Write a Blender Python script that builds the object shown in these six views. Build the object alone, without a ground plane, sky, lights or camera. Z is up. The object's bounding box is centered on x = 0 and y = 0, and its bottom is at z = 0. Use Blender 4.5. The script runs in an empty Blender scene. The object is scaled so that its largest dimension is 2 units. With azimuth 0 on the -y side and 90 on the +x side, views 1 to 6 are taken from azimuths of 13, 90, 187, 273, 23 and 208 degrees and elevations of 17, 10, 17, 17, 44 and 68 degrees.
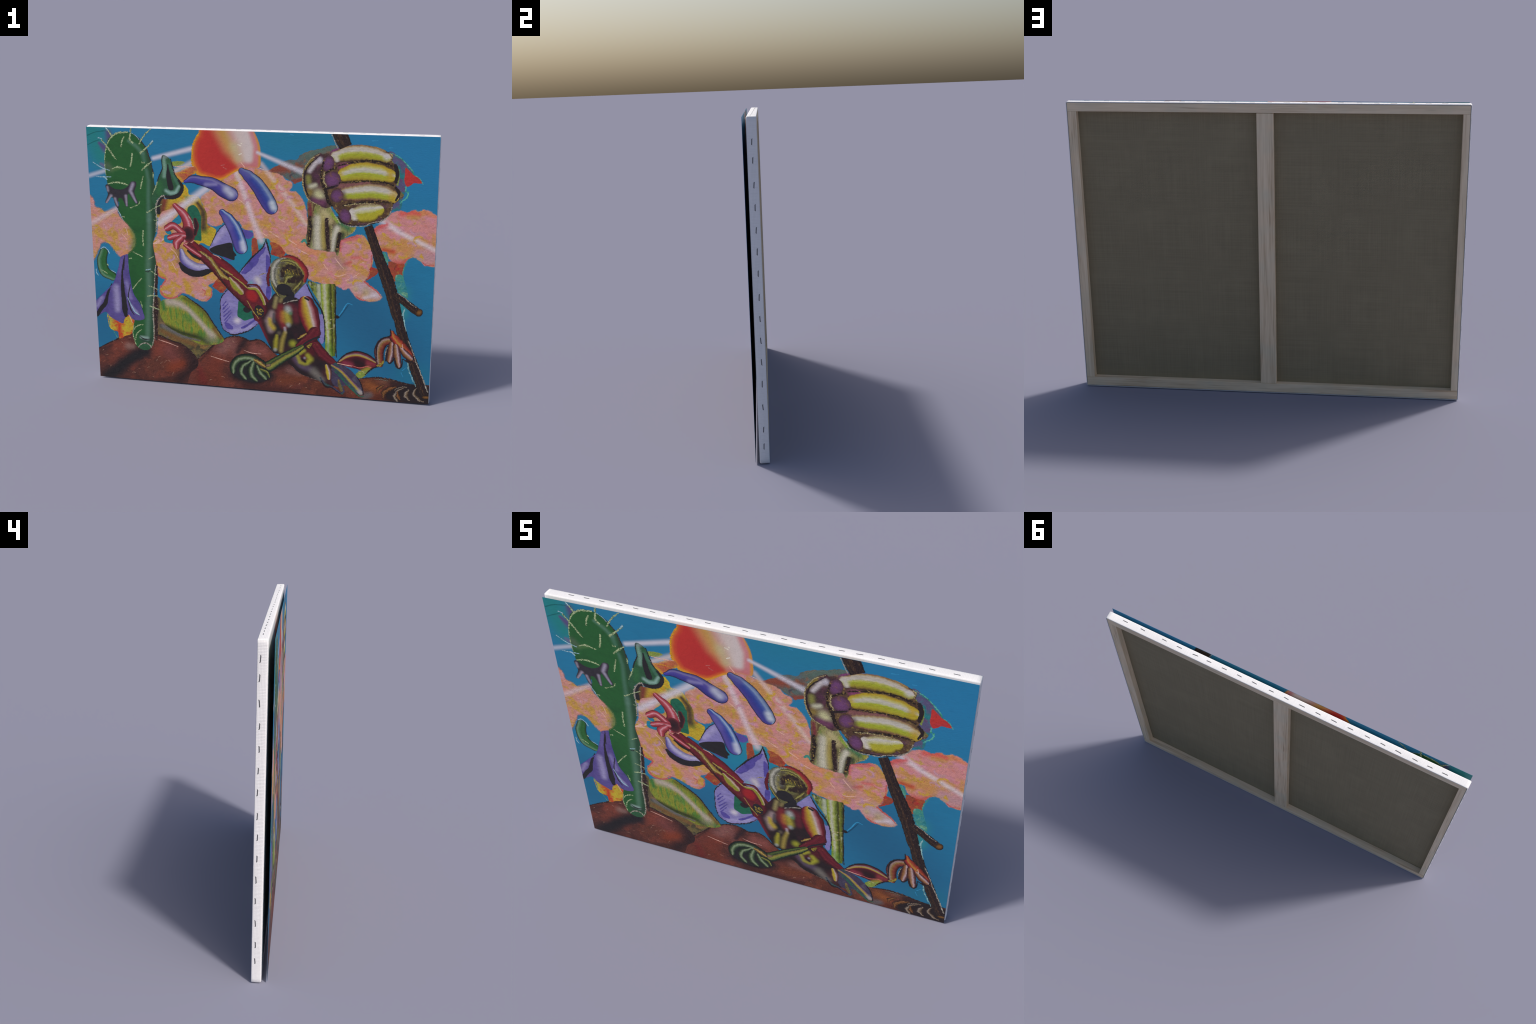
"""Stretched canvas on a wooden stretcher, with a painted sheet hung in front of it.

Frame: metres, z up, front faces -y.  The painting is built motif by motif:
every painted shape is a thin skin of paint laid over the ones before it.
Inside one skin the local z runs from 0 to 1 across the brush mark (edge to edge,
or edge to centre), and the paint's colour ramp follows it.
"""
import bpy, bmesh, math, random
from mathutils import Vector, Matrix, noise
from mathutils.geometry import tessellate_polygon

random.seed(7)
SC = bpy.context.scene.collection

# ------------------------------------------------------------------ sizes
HALF_W, HEIGHT = 0.9995, 1.5475          # canvas on its stretcher
Y_FRONT, Y_BACK = -0.0105, 0.0352
SHEET_W, SHEET_H = 1.9887, 1.5393     # painted sheet
SHEET_CENTRE = Vector((0.00245, -0.0322, 0.77635))
SHEET_YAW = 0.0044
SKIN = 1.2e-5                         # thickness of one skin of paint


def srgb(h):
    h = h.lstrip('#')
    out = []
    for i in (0, 2, 4):
        c = int(h[i:i + 2], 16) / 255
        out.append(c / 12.92 if c <= 0.04045 else ((c + 0.055) / 1.055) ** 2.4)
    return (out[0], out[1], out[2], 1.0)


# ------------------------------------------------------------------ node helpers
class Nodes:
    def __init__(self, tree):
        self.t = tree
        self.n = tree.nodes
        self.l = tree.links

    def add(self, kind, **kw):
        node = self.n.new(kind)
        for k, v in kw.items():
            setattr(node, k, v)
        return node

    def put(self, sock, val):
        if hasattr(val, 'is_output'):
            self.l.new(val, sock)
        elif val is not None:
            sock.default_value = val

    def math(self, op, a, b=None, c=None, clamp=False):
        m = self.add('ShaderNodeMath', operation=op, use_clamp=clamp)
        for i, v in enumerate((a, b, c)):
            if v is not None:
                self.put(m.inputs[i], v)
        return m.outputs[0]

    def vmath(self, op, a, b=None, scale=None):
        m = self.add('ShaderNodeVectorMath', operation=op)
        self.put(m.inputs[0], a)
        if b is not None:
            self.put(m.inputs[1], b)
        if scale is not None:
            self.put(m.inputs['Scale'], scale)
        return m.outputs['Value'] if op in ('LENGTH', 'DOT_PRODUCT') else m.outputs['Vector']

    def mix(self, fac, a, b, blend='MIX'):
        m = self.add('ShaderNodeMix', data_type='RGBA', blend_type=blend)
        self.put(m.inputs[0], fac)
        self.put(m.inputs[6], a)
        self.put(m.inputs[7], b)
        return m.outputs[2]

    def ramp(self, fac, stops, mode='LINEAR'):
        r = self.add('ShaderNodeValToRGB')
        r.color_ramp.interpolation = mode
        el = r.color_ramp.elements
        while len(el) > 1:
            el.remove(el[-1])
        for i, (p, c) in enumerate(stops):
            e = el[0] if i == 0 else el.new(p)
            e.position = p
            e.color = c
        self.put(r.inputs[0], fac)
        return r.outputs[0]

    def noise(self, vec, scale, detail=3.0, rough=0.5, dist=0.0):
        t = self.add('ShaderNodeTexNoise')
        t.inputs['Scale'].default_value = scale
        t.inputs['Detail'].default_value = detail
        t.inputs['Roughness'].default_value = rough
        t.inputs['Distortion'].default_value = dist
        self.put(t.inputs['Vector'], vec)
        return t.outputs['Fac']

    def mapping(self, vec, scale=(1, 1, 1), rot=(0, 0, 0), loc=(0, 0, 0)):
        m = self.add('ShaderNodeMapping')
        m.inputs['Scale'].default_value = scale
        m.inputs['Rotation'].default_value = rot
        m.inputs['Location'].default_value = loc
        self.put(m.inputs['Vector'], vec)
        return m.outputs[0]

    def span(self, v, lo, hi, to0=0.0, to1=1.0, smooth=False):
        m = self.add('ShaderNodeMapRange', interpolation_type='SMOOTHSTEP' if smooth else 'LINEAR')
        self.put(m.inputs[0], v)
        for i, x in enumerate((lo, hi, to0, to1)):
            self.put(m.inputs[i + 1], x)
        return m.outputs[0]


def material(name):
    m = bpy.data.materials.new(name)
    m.use_nodes = True
    t = m.node_tree
    t.nodes.clear()
    g = Nodes(t)
    out = g.add('ShaderNodeOutputMaterial')
    p = g.add('ShaderNodeBsdfPrincipled')
    t.links.new(p.outputs[0], out.inputs[0])
    co = g.add('ShaderNodeTexCoord').outputs['Object']
    return m, g, p, co


def bump(g, p, height, dist, strength=1.0):
    b = g.add('ShaderNodeBump')
    b.inputs['Distance'].default_value = dist
    b.inputs['Strength'].default_value = strength
    g.put(b.inputs['Height'], height)
    g.l.new(b.outputs[0], p.inputs['Normal'])


# ------------------------------------------------------------------ stretcher materials
def linen_material(name, base, dark, pitch, colour_amount, depth, slub=0.0):
    """plain weave: warp and weft threads, with uneven slubs"""
    m, g, p, co = material(name)
    s = g.add('ShaderNodeSeparateXYZ')
    g.l.new(co, s.inputs[0])
    k = 2 * math.pi / pitch
    wob = g.math('MULTIPLY', g.math('SUBTRACT', g.noise(co, 9.0, 2.0), 0.5), 6.0)
    th = [g.math('SINE', g.math('ADD', g.math('MULTIPLY', s.outputs[i], k), wob)) for i in range(3)]
    weave = g.math('ADD', g.math('MULTIPLY', th[0], th[2]), g.math('MULTIPLY', th[1], 0.7))
    sx = g.noise(g.mapping(co, scale=(260, 30, 3)), 1.0, 2.0)
    sz = g.noise(g.mapping(co, scale=(3, 30, 260)), 1.0, 2.0)
    thread = g.math('ADD', g.math('MULTIPLY', sx, 0.5), g.math('MULTIPLY', sz, 0.5))
    tone = g.math('ADD', g.math('MULTIPLY', weave, 0.10), g.math('MULTIPLY', thread, 1.0))
    f = g.span(tone, 0.30, 0.62, 0.0, 1.0)
    col = g.mix(g.math('MULTIPLY', g.math('SUBTRACT', 1.0, f), colour_amount, clamp=True), base, dark)
    patch = g.noise(co, 3.5, 3.0)
    col = g.mix(g.math('MULTIPLY', g.span(patch, 0.35, 0.7), slub), col, dark)
    g.put(p.inputs['Base Color'], col)
    p.inputs['Roughness'].default_value = 0.85
    p.inputs['Specular IOR Level'].default_value = 0.15
    bump(g, p, g.math('ADD', weave, g.math('MULTIPLY', thread, 2.0)), depth)
    return m


def wood_material(name, axis):
    """pale pine, the grain running along one axis"""
    m, g, p, co = material(name)
    rnd = g.add('ShaderNodeObjectInfo').outputs['Random']
    off = g.vmath('ADD', co, g.vmath('SCALE', (3.1, 7.7, 5.3), scale=rnd))
    fine = [160.0] * 3
    broad = [26.0] * 3
    fine[axis], broad[axis] = 5.0, 1.6
    a = g.noise(g.mapping(off, scale=tuple(fine)), 1.0, 4.0, 0.6)
    b = g.noise(g.mapping(off, scale=tuple(broad)), 1.0, 3.0, 0.55, 0.8)
    c = g.noise(off, 7.0, 2.0)
    col = g.ramp(g.math('ADD', g.math('MULTIPLY', a, 0.45), g.math('MULTIPLY', b, 0.6)),
                 [(0.33, WOOD_DARK), (0.46, WOOD_MID), (0.62, WOOD_PALE)])
    col = g.mix(g.span(c, 0.48, 0.72, 0.0, 0.45), col, WOOD_GREY)
    streak = g.noise(g.mapping(off, scale=tuple(v * 0.8 for v in fine)), 1.0, 2.0, 0.5, 0.5)
    col = g.mix(g.span(streak, 0.66, 0.76, 0.0, 0.55), col, WOOD_KNOT)
    g.put(p.inputs['Base Color'], col)
    p.inputs['Roughness'].default_value = 0.7
    p.inputs['Specular IOR Level'].default_value = 0.25
    bump(g, p, a, 0.0006)
    return m


WOOD_PALE, WOOD_MID, WOOD_DARK = srgb('eed8ba'), srgb('dec6a6'), srgb('ba9d7e')
WOOD_GREY, WOOD_KNOT = srgb('cfcbb4'), srgb('96775a')
GESSO = linen_material('primed_canvas', srgb('f2f0f0'), srgb('c9c7c6'), 0.0062, 0.28, 0.00018)
RAW_LINEN = linen_material('raw_canvas', srgb('988c71'), srgb('716652'), 0.0062, 0.45, 0.0003, 0.10)
WOOD_X, WOOD_Z = wood_material('pine_lengthwise', 0), wood_material('pine_upright', 2)
STEEL, _g, _p, _c = material('staple_steel')
_p.inputs['Base Color'].default_value = srgb('68686b')
_p.inputs['Metallic'].default_value = 0.6
_p.inputs['Roughness'].default_value = 0.45


# ------------------------------------------------------------------ object helpers
def new_object(name, mesh, parent, mats=()):
    o = bpy.data.objects.new(name, mesh)
    SC.objects.link(o)
    o.parent = parent
    for m in mats:
        if m.name not in mesh.materials:
            mesh.materials.append(m)
    return o


def box(name, lo, hi, mat, parent, bevel=0.0015, segs=2, wobble=0.0):
    bm = bmesh.new()
    bmesh.ops.create_cube(bm, size=1.0)
    for v in bm.verts:
        v.co = Vector([(l + h) / 2 + c * (h - l) for l, h, c in zip(lo, hi, v.co)])
    if bevel:
        bmesh.ops.bevel(bm, geom=bm.edges[:], offset=bevel, segments=segs, profile=0.6, affect='EDGES')
    mesh = bpy.data.meshes.new(name)
    bm.to_mesh(mesh)
    bm.free()
    return new_object(name, mesh, parent, [mat])


thing = bpy.data.objects.new('canvas_painting', None)
SC.objects.link(thing)
thing['label'] = 'bright surreal desert painting on a stapled stretched canvas'
thing['category'] = 'painting'


# ------------------------------------------------------------------ canvas pulled over the stretcher
def canvas_wrap():
    """open-backed tray: flat front, rounded front edges, sides that bulge by a hair"""
    prof = []                                     # (inset from the outer edge, y) from back to front
    prof += [(0.0046, Y_BACK - 0.0006), (0.0020, Y_BACK), (0.0010, Y_BACK - 0.004), (0.0, 0.012), (0.0, 0.004)]
    r = 0.0075
    cy = Y_FRONT + r
    for i in range(9):
        a = math.radians(90 * i / 8)
        prof.append((r - r * math.cos(a), cy - r * math.sin(a)))
    prof += [(0.045, Y_FRONT), (0.25, Y_FRONT), (0.55, Y_FRONT)]
    inner = [(0.55, Y_FRONT + 0.003), (0.25, Y_FRONT + 0.003), (0.03, Y_FRONT + 0.003), (0.0058, 0.0), (0.0058, Y_BACK - 0.0012)]
    rings = prof + inner

    def ring(inset, y):
        pts = []
        w, lo, hi = HALF_W - inset, inset, HEIGHT - inset
        c = max(0.0045 - inset * 0.3, 0.0008)      # softened upright corners
        nx, nz = 120, 92
        def side(a, b, n):
            return [a + (b - a) * i / n for i in range(n + 1)]
        for x in side(-w + c, w - c, nx):
            pts.append((x, lo))
        for z in side(lo + c, hi - c, nz):
            pts.append((w, z))
        for x in side(w - c, -w + c, nx):
            pts.append((x, hi))
        for z in side(hi - c, lo + c, nz):
            pts.append((-w, z))
        return [Vector((x, y, z)) for x, z in pts]

    bm = bmesh.new()
    rows = []
    for k, (ins, y) in enumerate(rings):
        row = []
        for q in ring(ins, y):
            if 1 < k < 14:
                # slack between the staples and soft puckers toward them
                n = noise.noise(Vector((q.x * 9, y * 30, q.z * 9)))
                n2 = noise.noise(Vector((q.x * 30 + 7, y * 20, q.z * 30)))
                amp = 0.0006 * min(1.0, (0.04 - y) / 0.02)
                d = Vector((q.x / HALF_W, 0, (q.z - HEIGHT / 2) / (HEIGHT / 2)))
                d = Vector((math.copysign(1, d.x), 0, 0)) if abs(d.x) > abs(d.z) else Vector((0, 0, math.copysign(1, d.z)))
                q = q - d * (abs(n) * amp + abs(n2) * amp * 0.6)
            row.append(bm.verts.new(q))
        rows.append(row)
    n = len(rows[0])
    for a, b in zip(rows, rows[1:]):
        for i in range(n):
            bm.faces.new((a[i], a[(i + 1) % n], b[(i + 1) % n], b[i]))
    front = len(prof) - 1
    bm.faces.new(rows[front + 0])
    bm.faces.new(list(reversed(rows[front + 1])))
    # the two centre fields are closed separately, so drop the join between them
    doomed = [f for f in bm.faces if len(f.verts) == 4 and
              {v for v in f.verts} <= set(rows[front]) | set(rows[front + 1]) and
              any(v in rows[front] for v in f.verts) and any(v in rows[front + 1] for v in f.verts)]
    bmesh.ops.delete(bm, geom=doomed, context='FACES_ONLY')
    bmesh.ops.recalc_face_normals(bm, faces=bm.faces[:])
    for f in bm.faces:
        f.smooth = True
    mesh = bpy.data.meshes.new('canvas')
    bm.to_mesh(mesh)
    bm.free()
    return new_object('canvas', mesh, thing, [GESSO])


canvas = canvas_wrap()
box('canvas_back', (-0.99, -0.0025, 0.006), (0.99, -0.0008, HEIGHT - 0.006), RAW_LINEN, thing, 0)

IN_L, IN_R, IN_B, IN_T = -0.9600, 0.9490, 0.0535, 1.4985
OUT = 0.0062
yw0, yw1 = -0.0005, Y_BACK - 0.0012
box('stretcher_bar', (-HALF_W + OUT, yw0, IN_T), (HALF_W - OUT, yw1, HEIGHT - OUT), WOOD_X, thing)
box('stretcher_bar', (-HALF_W + OUT, yw0, OUT), (HALF_W - OUT, yw1, IN_B), WOOD_X, thing)
box('stretcher_bar', (-HALF_W + OUT, yw0, IN_B + 0.0003), (IN_L, yw1 - 0.0004, IN_T - 0.0003), WOOD_Z, thing)
box('stretcher_bar', (IN_R, yw0, IN_B + 0.0003), (HALF_W - OUT, yw1 - 0.0004, IN_T - 0.0003), WOOD_Z, thing)
box('cross_bar', (-0.0435, yw0, IN_B + 0.0004), (0.0405, yw1 - 0.0020, IN_T - 0.0022), WOOD_Z, thing, 0.003, 3)


# ------------------------------------------------------------------ staples
def staple_mesh():
    """bent wire: a crown with two short legs turned back; built in its own x-y plane"""
    bm = bmesh.new()
    spine = [(-0.0125, 0.0042, -0.0014), (-0.0138, 0.0018, -0.0002), (-0.0126, 0.0, 0.0001),
             (0.0126, 0.0, 0.0001), (0.0138, 0.0018, -0.0002), (0.0125, 0.0042, -0.0014)]
    w, t, rows = 0.0021, 0.0005, []
    for i, s in enumerate(spine):
        a = Vector(spine[max(i - 1, 0)]); b = Vector(spine[min(i + 1, 5)])
        d = (b - a).normalized()
        side = d.cross(Vector((0, 0, 1))).normalized()
        up = Vector((0, 0, 1))
        rows.append([bm.verts.new(Vector(s) + side * (cx * w) + up * (cz * t))
                     for cx, cz in ((-1, -1), (1, -1), (1, 0.4), (0.5, 1), (-0.5, 1), (-1, 0.4))])
    for a, b in zip(rows, rows[1:]):
        for i in range(6):
            bm.faces.new((a[i], a[(i + 1) % 6], b[(i + 1) % 6], b[i]))
    bm.faces.new(rows[0]); bm.faces.new(list(reversed(rows[-1])))
    bmesh.ops.recalc_face_normals(bm, faces=bm.faces[:])
    mesh = bpy.data.meshes.new('staple')
    bm.to_mesh(mesh); bm.free()
    mesh.materials.append(STEEL)
    return mesh


STAPLE = staple_mesh()


def staple(pos, along, out, rng):
    o = bpy.data.objects.new('staple', STAPLE)
    SC.objects.link(o)
    o.parent = canvas
    y = Vector((0, 1, 0))
    m = Matrix((along, y, out)).transposed().to_4x4()
    o.matrix_local = Matrix.Translation(pos) @ m @ Matrix.Rotation(rng.uniform(-0.09, 0.09), 4, 'Z') \
        @ Matrix.Diagonal((rng.uniform(0.9, 1.08), 1, 1, 1))


rng = random.Random(11)
TOP_X = [-.872, -.794, -.716, -.628, -.546, -.463, -.372, -.283, -.197, -.109, -.022, .061, .156, .240, .324,
         .411, .489, .582, .669, .795, .897]
SIDE_Z = [1.4530, 1.3740, 1.2680, 1.1710, 1.0730, .9790, .8830, .7770, .6810, .5830, .4850, .3850, .2780, .1740, .0950]
for i, x in enumerate(TOP_X):
    y = 0.0130 - 0.005 * x + 0.0008 * math.sin(i * 0.9)
    staple(Vector((x, y, HEIGHT - 0.0004)), Vector((1, 0, 0)), Vector((0, 0, 1)), rng)
    staple(Vector((x + rng.uniform(-.02, .02), y, 0.0004)), Vector((-1, 0, 0)), Vector((0, 0, -0.25)), rng)
for i, z in enumerate(SIDE_Z):
    staple(Vector((HALF_W - 0.0003, 0.0115 + 0.005 * math.sin(math.pi * i / 14), z - 0.0135)),
           Vector((0, 0, 1)), Vector((1, 0, 0)), rng)
    staple(Vector((-HALF_W + 0.0003, 0.0205 + 0.002 * math.sin(i * 1.3), z + 0.0135)),
           Vector((0, 0, 1)), Vector((-1, 0, 0)), rng)


# ------------------------------------------------------------------ the painted sheet: paint materials
def pigment(h):
    """a paint as it looks on the lit sheet -> its own base colour"""
    c = srgb(h)
    return tuple(min(0.9, max(0.0015, (v - 0.004) / 0.775)) for v in c[:3]) + (1.0,)


def soft_mark_group():
    """airbrush mark: distance to a segment with a width at either end -> soft mask"""
    t = bpy.data.node_groups.new('airbrush_mark', 'ShaderNodeTree')
    for nm, kind in (('Point', 'NodeSocketVector'), ('Start', 'NodeSocketVector'), ('Run', 'NodeSocketVector'),
                     ('Inverse Length Squared', 'NodeSocketFloat'), ('Width Start', 'NodeSocketFloat'),
                     ('Width End', 'NodeSocketFloat')):
        t.interface.new_socket(nm, in_out='INPUT', socket_type=kind)
    t.interface.new_socket('Mask', in_out='OUTPUT', socket_type='NodeSocketFloat')
    g = Nodes(t)
    i = g.add('NodeGroupInput').outputs
    o = g.add('NodeGroupOutput')
    pa = g.vmath('SUBTRACT', i[0], i[1])
    h = g.math('MULTIPLY', g.vmath('DOT_PRODUCT', pa, i[2]), i[3], clamp=True)
    d = g.vmath('LENGTH', g.vmath('SUBTRACT', pa, g.vmath('SCALE', i[2], scale=h)))
    wd = g.math('ADD', i[4], g.math('MULTIPLY', g.math('SUBTRACT', i[5], i[4]), h))
    g.put(o.inputs[0], g.math('POWER', g.span(g.math('DIVIDE', d, wd), 1.0, 0.0, 0.0, 1.0, smooth=True), 1.4))
    return t


MARK = soft_mark_group()


def soft_mask(g, co, pts, widths):
    if isinstance(widths, float):
        widths = (widths,)
    widths = [1.65 * v for v in widths]        # a soft mark fades well inside its reach
    while len(widths) < len(pts):
        widths.append(widths[-1])
    if len(pts) == 1:
        pts = [pts[0], (pts[0][0] + 1e-4, pts[0][1])]
        widths.append(widths[-1])
    best = None
    for (a, b, wa, wb) in zip(pts, pts[1:], widths, widths[1:]):
        n = g.add('ShaderNodeGroup')
        n.node_tree = MARK
        g.l.new(co, n.inputs[0])
        run = (b[0] - a[0], b[1] - a[1], 0)
        n.inputs[1].default_value = (a[0], a[1], 0)
        n.inputs[2].default_value = run
        n.inputs[3].default_value = 1.0 / (run[0] ** 2 + run[1] ** 2)
        n.inputs[4].default_value = wa
        n.inputs[5].default_value = wb
        m = n.outputs[0]
        best = m if best is None else g.math('MAXIMUM', best, m)
    return best


PAINTS = {}


def paint(name, colours, marks=(), mottle=(), grain=0.18, warp=0.06, relief=0.0012, brush=(1.0, 1.0, 0.0),
          grain_scale=230.0, gloss=0.32, smudge=0.22):
    """one paint.  colours: hex words spread over 0..1 across a skin ('0.2:hex' sets the place)
    marks: (points, widths, hex, strength) airbrushed over it, in painting coordinates
    mottle: (hex, scale, lo, hi, amount) noise patches;  brush: (x scale, y scale, angle) of the bristle grain"""
    m, g, p, co = material(name)
    s = g.add('ShaderNodeSeparateXYZ')
    g.l.new(co, s.inputs[0])
    flat = g.add('ShaderNodeCombineXYZ')
    g.l.new(s.outputs[0], flat.inputs[0])
    g.l.new(s.outputs[1], flat.inputs[1])
    xy = flat.outputs[0]
    stops = []
    words = colours.split()
    for i, wd in enumerate(words):
        if ':' in wd:
            a, b = wd.split(':')
            stops.append((float(a), pigment(b)))
        else:
            stops.append((i / max(1, len(words) - 1), pigment(wd)))
    if len(stops) == 1:
        rgb = g.add('ShaderNodeRGB')
        rgb.outputs[0].default_value = stops[0][1]
        col = rgb.outputs[0]
    else:
        f = g.math('FRACT', s.outputs[2])
        wv = g.math('MULTIPLY', g.math('SUBTRACT', g.noise(xy, 55.0, 3.0), 0.5), warp * 2)
        col = g.ramp(g.math('ADD', f, wv, clamp=True), stops)
    for k, (h, scale, lo, hi, amount) in enumerate(mottle):
        v = g.mapping(xy, loc=(k * 3.7 + 0.31, k * 1.9, 0), rot=(0, 0, brush[2]), scale=(brush[0], brush[1], 1))
        f = g.span(g.noise(v, scale, 3.0, 0.55, 0.4), lo, hi, 0.0, amount, smooth=True)
        col = g.mix(f, col, pigment(h))
    for (pts, widths, h, strength) in marks:
        f = g.math('MULTIPLY', soft_mask(g, xy, pts, widths), strength)
        col = g.mix(f, col, pigment(h))
    smear = g.noise(g.mapping(xy, rot=(0, 0, 0.6), scale=(1.0, 2.2, 1), loc=(2.3, 0.7, 0)), 34.0, 4.0, 0.65, 0.8)
    col = g.mix(1.0, col, g.ramp(smear, [(0.28, (1 - smudge,) * 3 + (1,)), (0.5, (1, 1, 1, 1)), (0.72, (1 + smudge * 0.6,) * 3 + (1,))]),
                blend='MULTIPLY')
    v = g.mapping(xy, rot=(0, 0, brush[2]), scale=(brush[0], brush[1], 1))
    gr = g.noise(v, grain_scale, 3.0, 0.6)
    col = g.mix(1.0, col, g.ramp(gr, [(0.25, (1 - grain * 1.6,) * 3 + (1,)), (0.5, (1, 1, 1, 1)),
                                      (0.75, (1 + grain,) * 3 + (1,))]), blend='MULTIPLY')
    g.put(p.inputs['Base Color'], col)
    p.inputs['Roughness'].default_value = 0.55
    p.inputs['Specular IOR Level'].default_value = gloss
    hills = g.math('ADD', g.math('MULTIPLY', g.noise(v, 60.0, 4.0, 0.6, 0.6), 1.0), g.math('MULTIPLY', gr, 0.25))
    bump(g, p, hills, relief)
    PAINTS[name] = m
    return name


# ------------------------------------------------------------------ the painted sheet: brush marks as geometry
def curve(pts, closed=False, per=8):
    """smooth curve through hand-placed points (centripetal-ish Catmull-Rom)"""
    P = [Vector((p[0], p[1])) for p in pts]
    n = len(P)
    if n == 2 and not closed:
        return [P[0].lerp(P[1], i / per) for i in range(per + 1)]
    out = []
    segs = n if closed else n - 1
    for i in range(segs):
        p1, p2 = P[i], P[(i + 1) % n]
        p0 = P[(i - 1) % n] if (closed or i > 0) else p1 * 2 - p2
        p3 = P[(i + 2) % n] if (closed or i + 2 < n) else p2 * 2 - p1
        l = (p2 - p1).length
        t1 = (p2 - p0) * 0.5
        t2 = (p3 - p1) * 0.5
        for t in (t1, t2):
            if t.length > l:
                t *= l / t.length
        for k in range(per):
            u = k / per
            out.append(p1 * (2 * u ** 3 - 3 * u * u + 1) + t1 * (u ** 3 - 2 * u * u + u)
                       + p2 * (-2 * u ** 3 + 3 * u * u) + t2 * (u ** 3 - u * u))
    if not closed:
        out.append(P[-1])
    return out


BOXES = []        # (xmin, ymin, xmax, ymax, level) of every skin laid so far


def next_level(pts):
    x0 = min(p[0] for p in pts) - 0.006; x1 = max(p[0] for p in pts) + 0.006
    y0 = min(p[1] for p in pts) - 0.006; y1 = max(p[1] for p in pts) + 0.006
    lv = 1 + max([b[4] for b in BOXES if b[0] < x1 and b[2] > x0 and b[1] < y1 and b[3] > y0], default=0)
    BOXES.append((x0, y0, x1, y1, lv))
    return lv


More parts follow.
